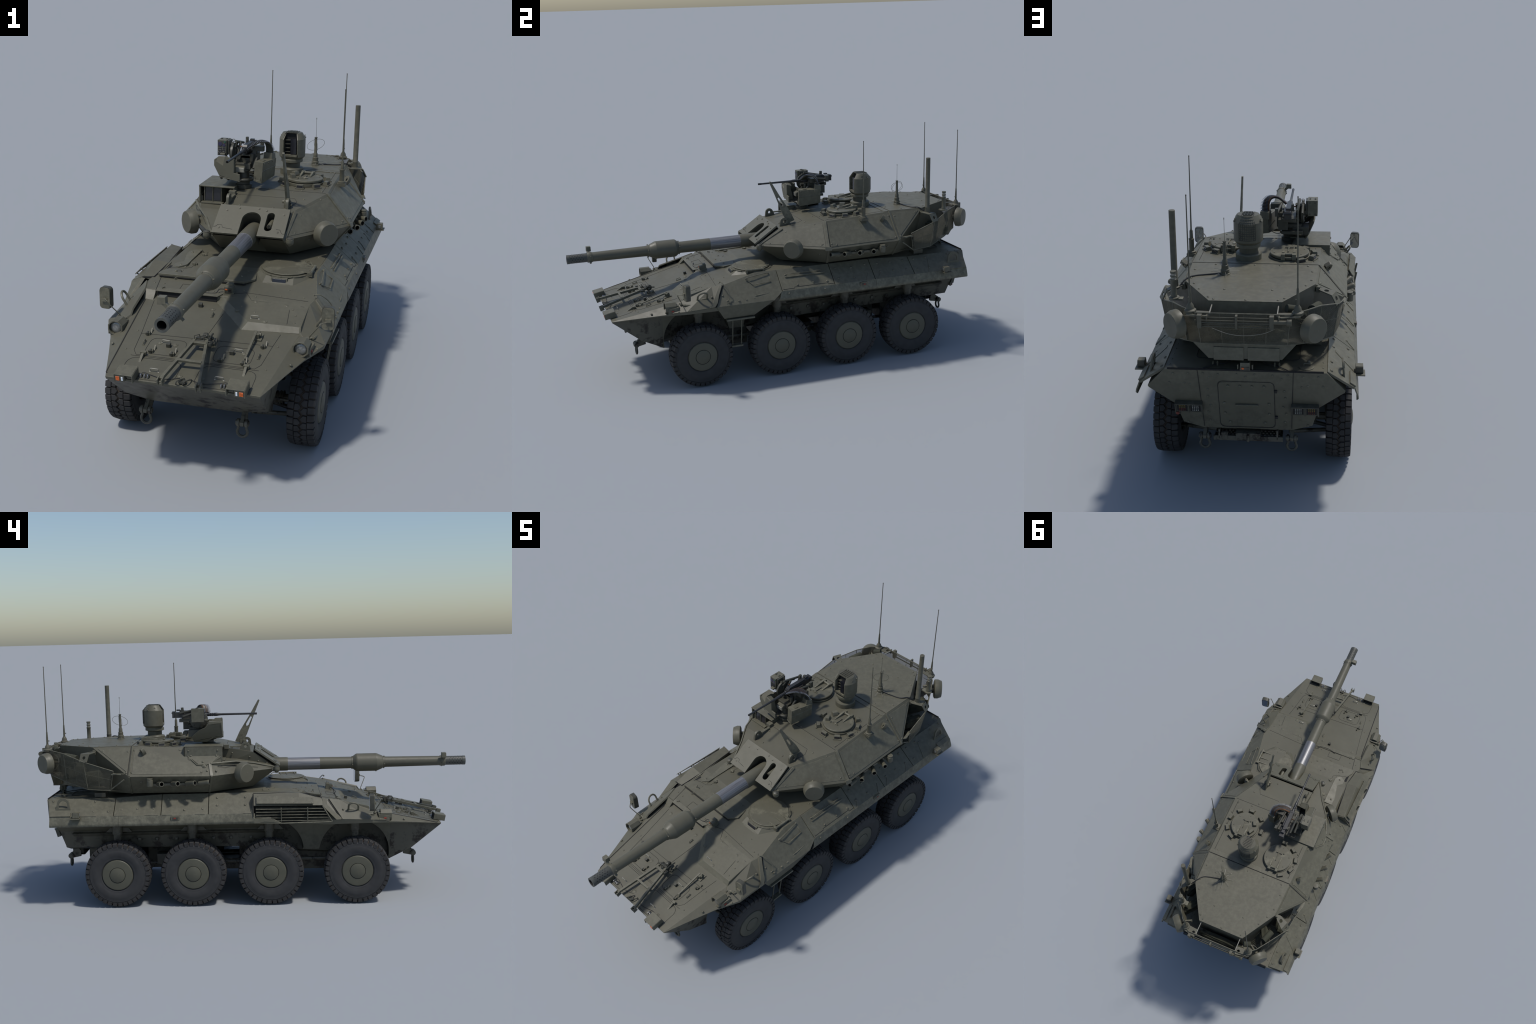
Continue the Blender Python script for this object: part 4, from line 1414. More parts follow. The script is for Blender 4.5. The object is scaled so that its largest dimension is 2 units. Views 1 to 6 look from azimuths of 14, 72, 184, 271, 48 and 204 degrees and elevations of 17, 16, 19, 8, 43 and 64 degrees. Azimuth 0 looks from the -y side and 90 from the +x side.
# coaxial gun in its slot
cx = B()
cx.cyl((.069, .0, .628), (.069, -.068, .622), .0088, n=16)
cx.lathe((.069, -.060, .6227), V((0, -1, -.08)), [(.0062, 0), (.0062, .009), (.0035, .009, 1), (.003, .002, 1)], 14)
cx.obj("coaxial_gun", turret, [M_PAINT, M_BLK])

# ---- inset armour plates, edge straps and seams of the turret
tp = B()
tp.slab([M1, M2, T3, T1], .0014, inset=.012, lift=.0002)
tp.slab([M2, M3, T4, T3], .0014, inset=.012, lift=.0002)
tp.slab([M3, T5, T4], .0018, inset=.010, lift=.0002)
tp.slab([mir(M3), T4m, mir(T5)], .0018, inset=.010, lift=.0002)
tp.slab([M3m, M2m + V((0, .03, 0)), V((-.29, .22, .631)), V((-.262, .315, .663)), V((-.236, .33, .690)), T4m], .0014, inset=.012, lift=.0002)
tp.obj("armor_plate", turret, [M_PAINT], bevel=.0007)
es = B()
def strap(a, b, w=.012, t=.003, off=.0):
    a, b = V(a), V(b)
    d = (b - a).normalized()
    mid = (a + b) / 2
    out = V((mid.x, (mid.y - .35) * .6, mid.z - .57)).normalized()
    u = d.cross(out).normalized()
    n = u.cross(d).normalized()
    es.box(mid, (w, (b - a).length, t * 2), (u, d, n))
strap(T3, M2, .013)
strap(T4, M3, .011)
strap(T4m, M3m, .011)
strap(h1, M2m, .014)
strap(M3, B3, .010); strap(M3m, B3m, .010); strap(M2, B2, .010); strap(M2m, B2m, .010)
strap(M1, T1 + V((.014, .015, .0)), .012)
es.hexa([M2 + V((.0, -.016, -.004)), M2 + V((.004, .012, -.004)), M2 + V((-.002, .012, .010)), M2 + V((-.010, -.016, .012)),
         M2 + V((.006, -.020, -.004)), M2 + V((.008, .014, -.004)), M2 + V((.002, .014, .012)), M2 + V((-.004, -.018, .014))])
es.obj("corner_strap", turret, [M_PAINT], bevel=.0012)
ts = B()
def roof_line(pts, r=.0010):
    out = []
    for a, b in zip(pts[:-1], pts[1:]):
        for i in range(8):
            t = i / 8
            out.append(on_roof(a[0] + (b[0] - a[0]) * t, a[1] + (b[1] - a[1]) * t)[0])
    out.append(on_roof(*pts[-1])[0])
    ts.tube(out, r, 5)
roof_line([(-.228, .546), (.228, .546)], .0018)
roof_line([(-.118, .130), (.12, .130), (.135, .10), (.120, .05)])
roof_line([(.225, .205), (-.118, .205)])
roof_line([(.21, .215), (.208, .53)])
roof_line([(-.21, .33), (-.208, .53)])
ts.tube([V((.231, .205, .697)) * .5 + M2 * .5 + V((0, .008, 0.001)), M2 + V((0, .01, .004))], .0007, 4)
ts.tube([T4m + V((-.001, .004, .002)), M3m + V((-.002, .006, .0))], .0012, 5)
# lines on the right cheek (loose cable and ridge)
rc = [k1 + (h1 - k1) * .2, k1 * .6 + M2m * .2 + M1m * .2 + V((0, 0, .004))]
ts.obj("turret_seam", turret, [M_SEAM], kind="stuff")
ss2 = B()   # slightly proud rib behind the roof seam and along the roof edges
a, b = on_roof(-.2, .54)[0], on_roof(.2, .54)[0]
ss2.slab([(-.226, .522, .7125), (.226, .522, .7125), (.227, .5445, .7135), (-.227, .5445, .7135)], .0016)
ss2.obj("roof_seam_rib", turret, [M_PAINT], bevel=.0006)
rr_ = B()
rr_.slab([T4 + V((-.002, .004, .0)), T5, T6, mir(T6), mir(T5), T4m + V((.002, .004, 0))], .0022, lift=.0001)
rr_.obj("rear_roof_plate", turret, [M_PAINT], bevel=.001)

tbo = B()
for x, y in ((.205, .225), (.205, .52), (.10, .19), (.155, .13), (.06, .03), (-.07, .03), (.10, .06), (-.10, .10), (-.05, .195), (.0, .21), (-.205, .38), (-.205, .45), (-.205, .52), (.215, .29), (.213, .36), (.13, .215), (.19, .52), (-.13, .525), (0.05, .525),
             (.14, .565), (.0, .565), (-.09, .565), (-.19, .565), (.207, .62), (.207, .70), (-.207, .62), (-.207, .70), (.165, .80), (-.165, .80), (.125, .87), (-.125, .87), (.105, .887), (.0, .89), (-.105, .887), (.19, .75), (-.19, .75), (-.08, .80), (.08, .80)):
    p, n = on_roof(x, y)
    if y > .55:
        p = p + n * .0022
    tbo.dome(p, n, .0042, .003, 9)
for s in (1, -1):
    for y, z in ((.565, .605), (.54, .605), (.565, .69), (.535, .695), (.68, .695), (.25, .545), (.33, .56), (.50, .56), (.565, .545)):
        p, n = on_flank(s, y, z)
        tbo.dome(p, n, .0050, .0036, 9)
for x, z in ((.16, .60), (.30, .598), (.215, .682), (.165, .648), (.20, .56), (.28, .55)):
    p, n = on_front(x, z)
    tbo.dome(p, n, .0042, .003, 9)
for y, z in ((.205, .605), (.165, .603), (.23, .600)):
    p, n = on_flank(1, y, z)
    tbo.dome(p, n, .0050, .004, 9)
    p, n = on_flank(-1, y, z)
    tbo.dome(p, n, .0050, .004, 9)
for y, z in ((.02, .64), (-.02, .62), (-.06, .61), (.10, .66)):
    tbo.dome((-.1305, y, z), (-1, 0, 0), .0045, .003, 9)
tbo.obj("turret_bolt", turret, [M_PAINT], kind="stuff")

# ---- gunner's sight hood on the right: open-fronted box with the sight inside
sh = B()
def wall(a, b, c, d, t):
    sh.slab([a, b, c, d], t, lift=-t)
hz = .709
sh.hexa([(-.120, .136, hz - .005), (-.264, .136, hz - .005), (-.264, .312, hz - .003), (-.120, .312, hz - .003), (-.120, .136, hz), (-.264, .136, hz), (-.264, .312, hz + .002), (-.120, .312, hz + .002)])
sh.hexa([(-.264, .138, .640), (-.258, .138, .640), (-.258, .310, .660), (-.264, .310, .660), (-.264, .138, hz - .001), (-.258, .138, hz - .001), (-.258, .310, hz + .001), (-.264, .310, hz + .001)])
sh.hexa([(-.126, .138, .680), (-.120, .138, .680), (-.120, .205, .690), (-.126, .205, .690), (-.126, .138, hz - .001), (-.120, .138, hz - .001), (-.120, .205, hz - .001), (-.126, .205, hz - .001)])
sh.hexa([(-.264, .305, .665), (-.120, .305, .690), (-.120, .311, .690), (-.264, .311, .665), (-.264, .305, hz), (-.120, .305, hz), (-.120, .311, hz), (-.264, .311, hz)])
sh.box((-.124, .125, .690), (.026, .022, .020))
sh.box((-.112, .085, .688), (.012, .05, .006))
hood = sh.obj("sight_hood", turret, [M_PAINT], bevel=.0012)
si = B()
si.hexa([(-.246, .146, .642), (-.172, .146, .642), (-.165, .20, .642), (-.250, .20, .642), (-.244, .151, .7035), (-.174, .151, .7035), (-.167, .20, .7035), (-.248, .20, .7035)])
for x0, x1 in ((-.2405, -.2130), (-.2055, -.1780)):
    si.slab([(x0, .1464, .6500), (x1, .1464, .6500), (x1, .1506, .6985), (x0, .1506, .6985)], .0018, 1)
si.box((-.2093, .1465, .674), (.003, .006, .056))
for x in (-.2435, -.1750):
    si.box((x, .1465, .674), (.003, .006, .058))
si.box((-.209, .138, .6425), (.088, .022, .005))
si.slab([(-.256, .21, .641), (-.124, .21, .641), (-.124, .21, .704), (-.256, .21, .704)], .001, 2)
for x in (-.245, -.138):
    si.slab([(x - .01, .205, .641), (x + .01, .205, .641), (x + .01, .205, .704), (x - .01, .205, .704)], .001, 2)
si.obj("gunner_sight", hood, [M_PAINT, M_GLASS, M_BLK], bevel=.001)
# proud trapezoid cover and contour strap on the hood flank
hc = B()
def flank_pt(y, z, out=.0):
    x = -.231 - (.697 - z) * .894
    return V((x, y, z)) + V((-.745, 0, .667)) * out
hc.slab([flank_pt(.300, .672, 0), flank_pt(.143, .670, 0), flank_pt(.190, .630, 0), flank_pt(.245, .630, 0)][::-1], .005, lift=-.001)
hc.hexa([V((-.262, .140, .640)), flank_pt(.143, .668, .003), flank_pt(.190, .633, .003), V((-.275, .165, .630)), V((-.25, .15, .640)), V((-.25, .15, .664)), V((-.27, .20, .633)), V((-.26, .19, .630))])
hc.tube([flank_pt(.335, .690, .003), flank_pt(.322, .690, .003), flank_pt(.284, .655, .003), flank_pt(.250, .628, .003), flank_pt(.218, .626, .003), flank_pt(.205, .628, .003)], .0035, 6)
for y, z in ((.284, .655), (.218, .624), (.33, .690)):
    hc.lathe(flank_pt(y, z, .001), V((-.745, 0, .667)), [(.0095, 0), (.0095, .003), (.005, .0035), (.005, .0055)], 14)
for y, z in ((.28, .665), (.165, .664), (.225, .640)):
    hc.dome(flank_pt(y, z, .004), V((-.745, 0, .667)), .0055, .004, 10)
for y in (.29, .16):
    hc.dome((-.264, y, .690), (-1, 0, 0), .0045, .003, 10)
hc.obj("hood_cover", hood, [M_PAINT], bevel=.001)
# raised ridge and loose cable on the right cheek
rk = B()
rk.tube([h1 + V((-.002, -.004, .002)), k1 + V((-.004, 0, .002)), V((-.19, 0.0, .620)), M1m + V((-.004, .004, .004))], .004, 6)
rk.obj("cheek_ridge", turret, [M_PAINT])
ck = B()
def cheek(t, s):
    a = h1.lerp(M1m, t)
    b = M2m.lerp(M1m, t)
    return a.lerp(b, s) + V((-.5, -.4, .5)).normalized() * .004
ck.tube(spline([cheek(.10, .2), cheek(.22, .30), cheek(.32, .05), cheek(.42, -.1)], 5), .0007, 5)
ck.tube(spline([cheek(.10, .2), cheek(.25, .0), cheek(.42, .1), cheek(.7, .25)], 5), .0007, 5)
ck.obj("loose_cable", turret, [M_CABLE])

# ---- turret lifting eyes
def tl_eye(c, u, w, s):
    return lifting_eye("turret_lifting_eye", c, u, w, s, turret, t=.010, hole=.30)
for sx in (1, -1):
    p, n = on_roof(sx * .114, .040)
    tl_eye(p + V((0, 0, .004)), V((0, 1, .16)), V((0, -.16, 1)), .046)
    p, n = on_flank(sx, .495, .680)
    u = V((0, 1, 0)) if sx > 0 else V((0, -1, 0))
    lifting_eye("turret_lifting_eye", p + V((0, 0, .004)), V((0, .55, .83)) * 1.0, n + V((0, 0, .0)), .034, turret, t=.016, hole=.33)

# ---- sensor drums (two front, two rear) facing the diagonals
def drum(c, az, name="sensor_drum", tilt=0.0, arm=None, r=.0475):
    n = V((math.sin(math.radians(az)), -math.cos(math.radians(az)), tilt)).normalized()
    b = B()
    c = V(c)
    k = r / .0475
    b.lathe(c, n, [(.040 * k, -.026, 1), (.044 * k, -.024), (.0475 * k, -.022), (.0475 * k, -.006), (.0445 * k, .001), (.0415 * k, .010), (.040 * k, .0112), (.0025, .0115), (.0022, .0118)], 36)
    b.cyl(c - n * .045, c - n * .022, .012, n=10)
    u, v, _ = basis(n)
    for s in (-1, 1):
        b.box(c - n * .032 + v * .02 * s, (.01, .006, .022), (u, v, n))
    if arm:
        b.cyl(c - n * .04, V(arm), .006, n=8)
        b.cyl(c - n * .028 + v * .022, V(arm) + v * .014, .0045, n=8)
    return b.obj(name, turret, [M_PAINT, M_BLK], smooth=30, bevel=0)
drum((.268, .024, .586), 47, arm=(.20, .075, .587))
drum((-.272, .036, .586), -46, arm=(-.205, .085, .587))
drum((.230, .946, .644), 132, arm=(.165, .90, .64))
drum((-.229, .950, .641), -134, arm=(-.165, .90, .64))

# ---- smoke launchers along the flanks
for sx in (1, -1):
    sm = B()
    rows = [(.205, 8, .052), (.262, 32, .050), (.328, 52, .050), (.392, 64, .050)]
    for y, ang, L_ in rows:
        a = math.radians(ang)
        d = V((sx * math.sin(a), -math.cos(a), .10)).normalized()
        c = V((sx * (.322 + .004 * (ang > 20)), y + .028, .553))
        sm.lathe(c - d * .012, d, [(.0085, 0), (.0106, .004), (.0106, .041), (.0113, .042), (.0113, .050), (.0086, .0505), (.0082, .020, 1), (.001, .020, 1)], 18)
        sm.box(c + V((-sx * .014, 0, -.004)), (.030, .022, .016))
    c = V((sx * .341, .458, .545))
    sm.lathe(c, Z, [(.0135, 0), (.0145, .002), (.0145, .027), (.012, .028), (.012, .031), (.013, .032), (.013, .035), (.004, .036)], 18)
    sm.box(c + V((-sx * .015, 0, .012)), (.03, .02, .018))
    sm.box((sx * .306, .33, .548), (.012, .26, .010))
    sm.tube([(sx * .30, .30, .535), (sx * .312, .36, .548), (sx * .30, .42, .535)], .0014)
    sm.obj("smoke_launcher", turret, [M_PAINT, M_BLK], smooth=35)

# ---- crew hatches with hinge arms and periscopes
def crew_hatch(cx, cy, yaw, peri, extra):
    b = B()
    p, n = on_roof(cx, cy)
    n = Z
    c = V((cx, cy, p.z))
    b.lathe(c, Z, [(.076, -.002), (.076, .0075), (.072, .008)], 44)
    hatch = b.obj("crew_hatch", turret, [M_PAINT], bevel=.0008)
    l_ = B()
    l_.lathe(c, Z, [(.066, .008, 1), (.066, .010, 1), (.071, .011), (.0725, .013), (.0725, .0195), (.0705, .0213), (.001, .0213)], 44)
    cs, sn = math.cos(yaw), math.sin(yaw)
    ux, uy = V((cs, sn, 0)), V((-sn, cs, 0))
    top = c + Z * .0215
    for s in (-1, 1):
        a = top + ux * s * .020 + uy * .058
        e = top + ux * s * .020 + uy * (-.004 if s < 0 else .008)
        l_.hexa([a + ux * .006 - Z * .002, a - ux * .006 - Z * .002, e - ux * .003 - Z * .002, e + ux * .003 - Z * .002,
                 a + ux * .005 + Z * .014, a - ux * .005 + Z * .014, e - ux * .0025 + Z * .003, e + ux * .0025 + Z * .003])
        l_.box(a + uy * .008, (.014, .020, .022), (ux, uy, Z))
    l_.cyl(top + ux * -.026 + uy * .060 + Z * .006, top + ux * .026 + uy * .060 + Z * .006, .0058, n=10)
    l_.tube([top + ux * .004 + uy * .02 + Z * .003, top + ux * .004 - uy * .022 + Z * .004], .0022)
    l_.tube([top + ux * -.014 - uy * .024 + Z * .004, top + ux * .018 - uy * .026 + Z * .004], .0022)
    l_.dome(top + ux * .004 - uy * .024, Z, .006, .005)
    l_.ball(top + ux * -.022 - uy * .03 + Z * .003, .0045, 8)
    for a in range(20, 380, 60):
        l_.dome(top + V((math.cos(math.radians(a)), math.sin(math.radians(a)), 0)) * .058, Z, .003, .002, 8)
    l_.obj("hatch_lid", hatch, [M_PAINT, M_BLK], smooth=25)
    for ang, rad in peri:
        a = math.radians(ang)
        d = V((math.sin(a), -math.cos(a), 0))
        t = V((math.cos(a), math.sin(a), 0))
        q = V((cx, cy, 0)) + d * rad
        z0 = on_roof(q.x, q.y)[0].z
        q.z = z0 + (.0215 if rad < .07 else 0)
        pb = B()
        pb.hexa([q - t * .015 + d * .010, q + t * .015 + d * .010, q + t * .014 - d * .012, q - t * .014 - d * .012,
                 q - t * .014 + d * .009 + Z * .0165, q + t * .014 + d * .009 + Z * .0165, q + t * .012 - d * .006 + Z * .0165, q - t * .012 - d * .006 + Z * .0165])
        if rad > .07:
            pb.slab([q - t * .012 + d * .0103 + Z * .003, q + t * .012 + d * .0103 + Z * .003, q + t * .0115 + d * .0097 + Z * .0135, q - t * .0115 + d * .0097 + Z * .0135], .0008, 1)
            pb.box(q + d * .012 + Z * .002, (.036, .006, .004), (t, d, Z))
        pb.obj("periscope", turret, [M_PAINT, M_GLASS], bevel=.001)
    return hatch
crew_hatch(.115, .340, .0, [(-100 + 10, .092), (-42, .092), (0, .092), (40, .092), (78, .092), (118, .092), (152, .092), (-62, .050), (-118, .050)], True)
crew_hatch(-.117, .441, .0, [(0, .092), (-38, .092), (-75, .092), (-112, .092), (-150, .092)], True)

# ---- panoramic sight
ps = V((.031, .476, on_roof(.031, .476)[0].z))
pb = B()
pb.lathe(ps, Z, [(.0475, -.002), (.0475, .022), (.045, .026), (.036, .027), (.034, .028), (.034, .046), (.0445, .050), (.0445, .061), (.043, .063)], 40)
pano = pb.obj("panoramic_sight", turret, [M_PAINT], smooth=30)
hd = B()
hz0, hz1, hz2 = ps.z + .063, ps.z + .150, ps.z + .170
ga = math.radians(36)
angs = [-PI / 2 + ga + (2 * PI - 2 * ga) * i / 36 for i in range(37)]
rows = [(.044, hz0), (.0535, hz0 + .010), (.0535, hz1 - .005), (.0345, hz2 - .002), (.033, hz2)]
vs, fs = [], []
for r, z in rows:
    vs += [ps * 0 + V((ps.x + r * math.cos(a), ps.y + r * math.sin(a), z)) for a in angs]
na = len(angs)
for k in range(len(rows) - 1):
    for i in range(na - 1):
        fs.append((k * na + i, k * na + i + 1, (k + 1) * na + i + 1, (k + 1) * na + i))
for k in (3, 4):
    for i in range(na):
        p = vs[k * na + i]
        p.x = ps.x + (p.x - ps.x) * 1.22
hd.add(vs, fs)
hd.add([vs[4 * na + i] for i in range(na)], [tuple(range(na))])
hd.add([vs[i] for i in range(na)], [tuple(range(na))])
xw = .0535 * math.sin(ga)
yw = -.0535 * math.cos(ga)
# lower sill, inner side walls and dark back of the window
hd.hexa([ps * 1 + V((-xw, yw, hz0 - ps.z + .012)), V((ps.x + xw, ps.y + yw, hz0 + .012)), V((ps.x + xw, ps.y + .02, hz0 + .012)), V((ps.x - xw, ps.y + .02, hz0 + .012)),
         V((ps.x - xw, ps.y + yw, hz0 + .020)), V((ps.x + xw, ps.y + yw, hz0 + .020)), V((ps.x + xw, ps.y + .02, hz0 + .020)), V((ps.x - xw, ps.y + .02, hz0 + .020))])
hd.add([(ps.x - .043 * math.sin(ga), ps.y - .043 * math.cos(ga), hz0), (ps.x + .043 * math.sin(ga), ps.y - .043 * math.cos(ga), hz0), (ps.x + xw, ps.y + yw, hz0 + .014), (ps.x - xw, ps.y + yw, hz0 + .014)], [(0, 1, 2, 3)])
for s in (-1, 1):
    hd.hexa([(ps.x + s * xw, ps.y + yw, hz0 + .012), (ps.x + s * (xw - .003), ps.y + yw, hz0 + .012), (ps.x + s * (xw - .003), ps.y + .0, hz0 + .012), (ps.x + s * xw, ps.y + .0, hz0 + .012),
             (ps.x + s * xw, ps.y + yw, hz1 - .006), (ps.x + s * (xw - .003), ps.y + yw, hz1 - .006), (ps.x + s * (xw - .003), ps.y, hz1 - .006), (ps.x + s * xw, ps.y, hz1 - .006)])
    hd.hexa([(ps.x + s * xw, ps.y + yw, hz1 - .006), (ps.x + s * (xw - .003), ps.y + yw, hz1 - .006), (ps.x + s * (xw - .003), ps.y, hz1 - .006), (ps.x + s * xw, ps.y, hz1 - .006),
             (ps.x + s * xw * .72, ps.y + yw * .50, hz2 + .001), (ps.x + s * (xw - .003) * .72, ps.y + yw * .5, hz2 + .001), (ps.x + s * (xw - .003) * .72, ps.y + .01, hz2 + .001), (ps.x + s * xw * .72, ps.y + .01, hz2 + .001)])
hd.slab([(ps.x - xw, ps.y - .018, hz0 + .012), (ps.x + xw, ps.y - .018, hz0 + .012), (ps.x + xw * .70, ps.y - .018, hz2 - .002), (ps.x - xw * .70, ps.y - .018, hz2 - .002)], .001, 1)
hd.box((ps.x + .012, ps.y - .028, (hz0 + hz1) / 2 + .010), (.024, .020, .064), None, 2)
for k in range(4):
    hd.box((ps.x - .014, ps.y - .024, hz0 + .030 + k * .016), (.022, .012, .003), None, 3)
# grille on the top and back cage
for k in range(7):
    hd.box((ps.x, ps.y - .022 + k * .008, hz2 + .0012), (.044 - abs(k - 3) * .004, .002, .0024), None, 3)
for k in range(5):
    hd.box((ps.x - .022 + k * .011, ps.y + .002, hz2 + .0012), (.0016, .050, .0024), None, 3)
for i in range(-4, 5):
    a = PI / 2 + i * .145
    d = V((math.cos(a), math.sin(a), 0))
    base = V((ps.x, ps.y, 0))
    hd.tube([base + d * .0545 + Z * (hz0 + .020), base + d * .0545 + Z * (hz1 - .005), base + d * .033 + Z * (hz2 - .001)], .0009, 4, 3)
for k in range(11):
    z = hz0 + .020 + k * .0085
    r = .0545 if z < hz1 - .005 else .0545 - (z - hz1 + .005) * .78
    hd.tube([V((ps.x + r * math.cos(PI / 2 + i * .145), ps.y + r * math.sin(PI / 2 + i * .145), z)) for i in range(-4, 5)], .0009, 4, 3)
for s in (-1, 1):
    for yy in (-.008, .022):
        c = V((ps.x + s * .0465, ps.y + yy, hz1 + .001))
        hd.tube([c + V((0, .0045 * math.cos(t), .004 + .0045 * math.sin(t))) for t in [2 * PI * i / 10 for i in range(10)]], .0012, 5, 0, True)
        hd.ball(c - Z * .003 + X * s * .002, .004, 8)
hd.obj("sight_head", pano, [M_PAINT, M_BLK, M_GLASS, M_DARK], smooth=16)

# ---- aerials
def whip(base, tip, foot=True, name="whip_aerial", cone=.018, r0=.0030, r1=.0017):
    base, tip = V(base), V(tip)
    d = (tip - base).normalized()
    b = B()
    if foot:
        b.lathe(base, Z, [(.018, -.004), (.019, 0), (.019, .006), (.015, .009), (.013, .010), (.0115, .020), (.0065, .028), (.0055, .030)], 18)
        b.tube([base + d * .028, base + d * .06, base + d * .085, base + d * .088], [.0050, .0046, .0036, .0026], 8)
        b.box(base + d * .045 + V((.004, -.004, 0)), (.005, .010, .004))
        b.tube([base + d * .085, base.lerp(tip, .6), tip], [r0 * .85, .0022, r1], 7)
    b.ball(tip, r1 * 1.5, 8)
    return b.obj(name, turret, [M_WIRE], smooth=45)
whip((.171, .947, .694), (.172, .946, 1.077))
whip((-.172, .946, .694), (-.171, .945, 1.077))
fw = B()
fb = V((.2545, .397, .700))
fw.box(fb - Z * .006, (.034, .036, .012))
fw.lathe(fb, Z, [(.016, -.004), (.016, .006), (.0095, .008), (.0095, .050), (.0105, .052), (.0105, .055), (.007, .056), (.0062, .085), (.0040, .090)], 18)
fw.tube([fb + Z * .088, fb.lerp(V((.253, .398, 1.071)), .5), V((.253, .398, 1.071))], [.0032, .0024, .0017], 7)
fw.ball((.253, .398, 1.071), .0026, 8)
fw.obj("whip_aerial", turret, [M_WIRE], smooth=45)
ma = B()
ma.lathe((.258, .739, .690), Z, [(.017, 0), (.017, .006), (.0125, .008), (.0118, .030), (.0125, .032), (.0112, .034), (.0106, .276), (.0095, .277), (.001, .277)], 22)
for i in range(6):
    a = i * PI / 3
    ma.dome((.258 + .0145 * math.cos(a), .739 + .0145 * math.sin(a), .696), Z, .002, .002, 6)
ma.obj("thick_mast", turret, [M_WIRE], smooth=40)
po = B()
po.lathe((.243, .838, .695), Z, [(.018, -.002), (.018, .003), (.0105, .004), (.0105, .012), (.0095, .014), (.0095, .058), (.0105, .060), (.0105, .066), (.0085, .067), (.0085, .073, 1), (.0100, .074), (.0100, .079), (.0085, .080), (.0085, .086, 1), (.010, .087), (.010, .094), (.002, .095)], 18)
po.box((.230, .838, .692), (.035, .022, .005))
po.obj("beacon_post", turret, [M_PAINT, M_BRIGHT], smooth=35)
sa = B()
sc = V((.096, .652, .712))
sa.lathe(sc, Z, [(.0185, -.001), (.0185, .004), (.0155, .006), (.0150, .018), (.0125, .020), (.0120, .034), (.0095, .036), (.0090, .052), (.0066, .055), (.0052, .118), (.0065, .119), (.0065, .122), (.001, .122)], 18)
sa.tube([sc + Z * .12, sc + Z * .20], [.0009, .0006], 5)
sa.cyl(sc + Z * .198, sc + Z * .205, .0013, n=6)
for i in range(8):
    a = 2 * PI * i / 8 + .2
    d = V((math.cos(a), math.sin(a), 0))
    sa.tube([sc + d * .013 + Z * .013, sc + d * .050 + Z * .011], .0006, 5, 1)
for a in (.4, .4 + PI / 2):
    d = V((math.cos(a), math.sin(a), 0))
    pts = [sc + Z * .090 + d * .038 * math.cos(t) + Z * .024 * math.sin(t + .35) for t in [2 * PI * i / 28 for i in range(28)]]
    sa.tube(pts, .0008, 4, 0, True)
sa.tube(spline([sc + V((.016, .008, .006)), sc + V((.05, .015, .004)), sc + V((.10, .03, .003)), sc + V((.125, .06, .003)), V((.248, .742, .690))], 5), .0026, 6, 2)
sa.obj("satellite_aerial", turret, [M_WIRE, M_BRIGHT, M_CABLE], smooth=40)

# ---- deflector fin (tall slotted blade in front of the hatch)
df = B()
bt, tp_ = V((.106, .075, .684)), V((.106, -.026, .890))
dv = (tp_ - bt).normalized()
du = V((0, 1, 0)) - dv * dv.y
du.normalize()
Lf = (tp_ - bt).length
outl = [(-.018, 0), (-.0175, Lf * .24), (-.0100, Lf * .62), (-.0045, Lf * .985), (0, Lf), (.0042, Lf * .98), (.0105, Lf * .60), (.0205, Lf * .22), (.020, -.004)]
slot_ = [(-.0060, Lf * .415), (-.0050, Lf * .60), (.0030, Lf * .60), (.0070, Lf * .415), (.0005, Lf * .375)]
df.prism(outl, bt - X * .0045, du, dv, .0075 * -1 if du.cross(dv).x < 0 else .0075, holes=[slot_])
dd = on_roof(.106, .055)[0]
df.box(dd + Z * .012, (.016, .03, .026))
df.cyl(dd + V((-.016, -.004, .018)), dd + V((.016, -.004, .018)), .006)
df.tube([dd + V((.016, .0, .012)), dd + V((.020, -.018, .008))], .003)
df.obj("deflector_fin", turret, [M_PAINT], bevel=.0008)

# ================================================================== STOWAGE BASKET
bk = B()
# upper and lower rim paths, right side front -> rear -> left side front
half_top = [(.318, .622, .613), (.303, .757, .655), (.245, .858, .688), (.205, .918, .697), (.150, .968, .698)]
half_bot = [(.305, .640, .524), (.285, .745, .528), (.235, .850, .556), (.190, .925, .582), (.140, .950, .585)]
top = [mir(p) for p in half_top] + [V(p) for p in reversed(half_top)]
bot = [mir(p) for p in half_bot] + [V(p) for p in reversed(half_bot)]
bk.tube(top, .0021, 6)
bk.tube(bot, .0018, 6)
for i in range(len(top)):
    bk.tube([top[i], bot[i]], .0014, 6)
for t in (.25, .5, .75):
    a, b = top[4].lerp(top[5], t), bot[4].lerp(bot[5], t)
    bk.tube([a, b], .0011, 5)
for i in (0, 1, 2, 6, 7, 8):
    bk.tube([top[i].lerp(top[i + 1], .5), bot[i].lerp(bot[i + 1], .5)], .0010, 5)
mid = [a.lerp(b, .45) for a, b in zip(top, bot)]
bk.tube(mid, .0009, 5)
# struts from bustle to basket
for s in (1, -1):
    bk.tube([(s * .108, .900, .700), (s * .108, .968, .694)], .0022, 6, 1)
    bk.tube([(s * .318, .622, .602), (s * .328, .585, .598)], .003, 6)
    bk.hexa([(s * .302, .632, .596), (s * .318, .632, .596), (s * .330, .580, .600), (s * .322, .570, .600), (s * .302, .632, .601), (s * .318, .632, .601), (s * .330, .580, .603), (s * .322, .570, .603)])
    bk.tube([(s * .30, .642, .526), (s * .322, .575, .575)], .003, 6)
basket = bk.obj("stowage_basket", turret, [M_PAINT, M_BRIGHT], smooth=45)
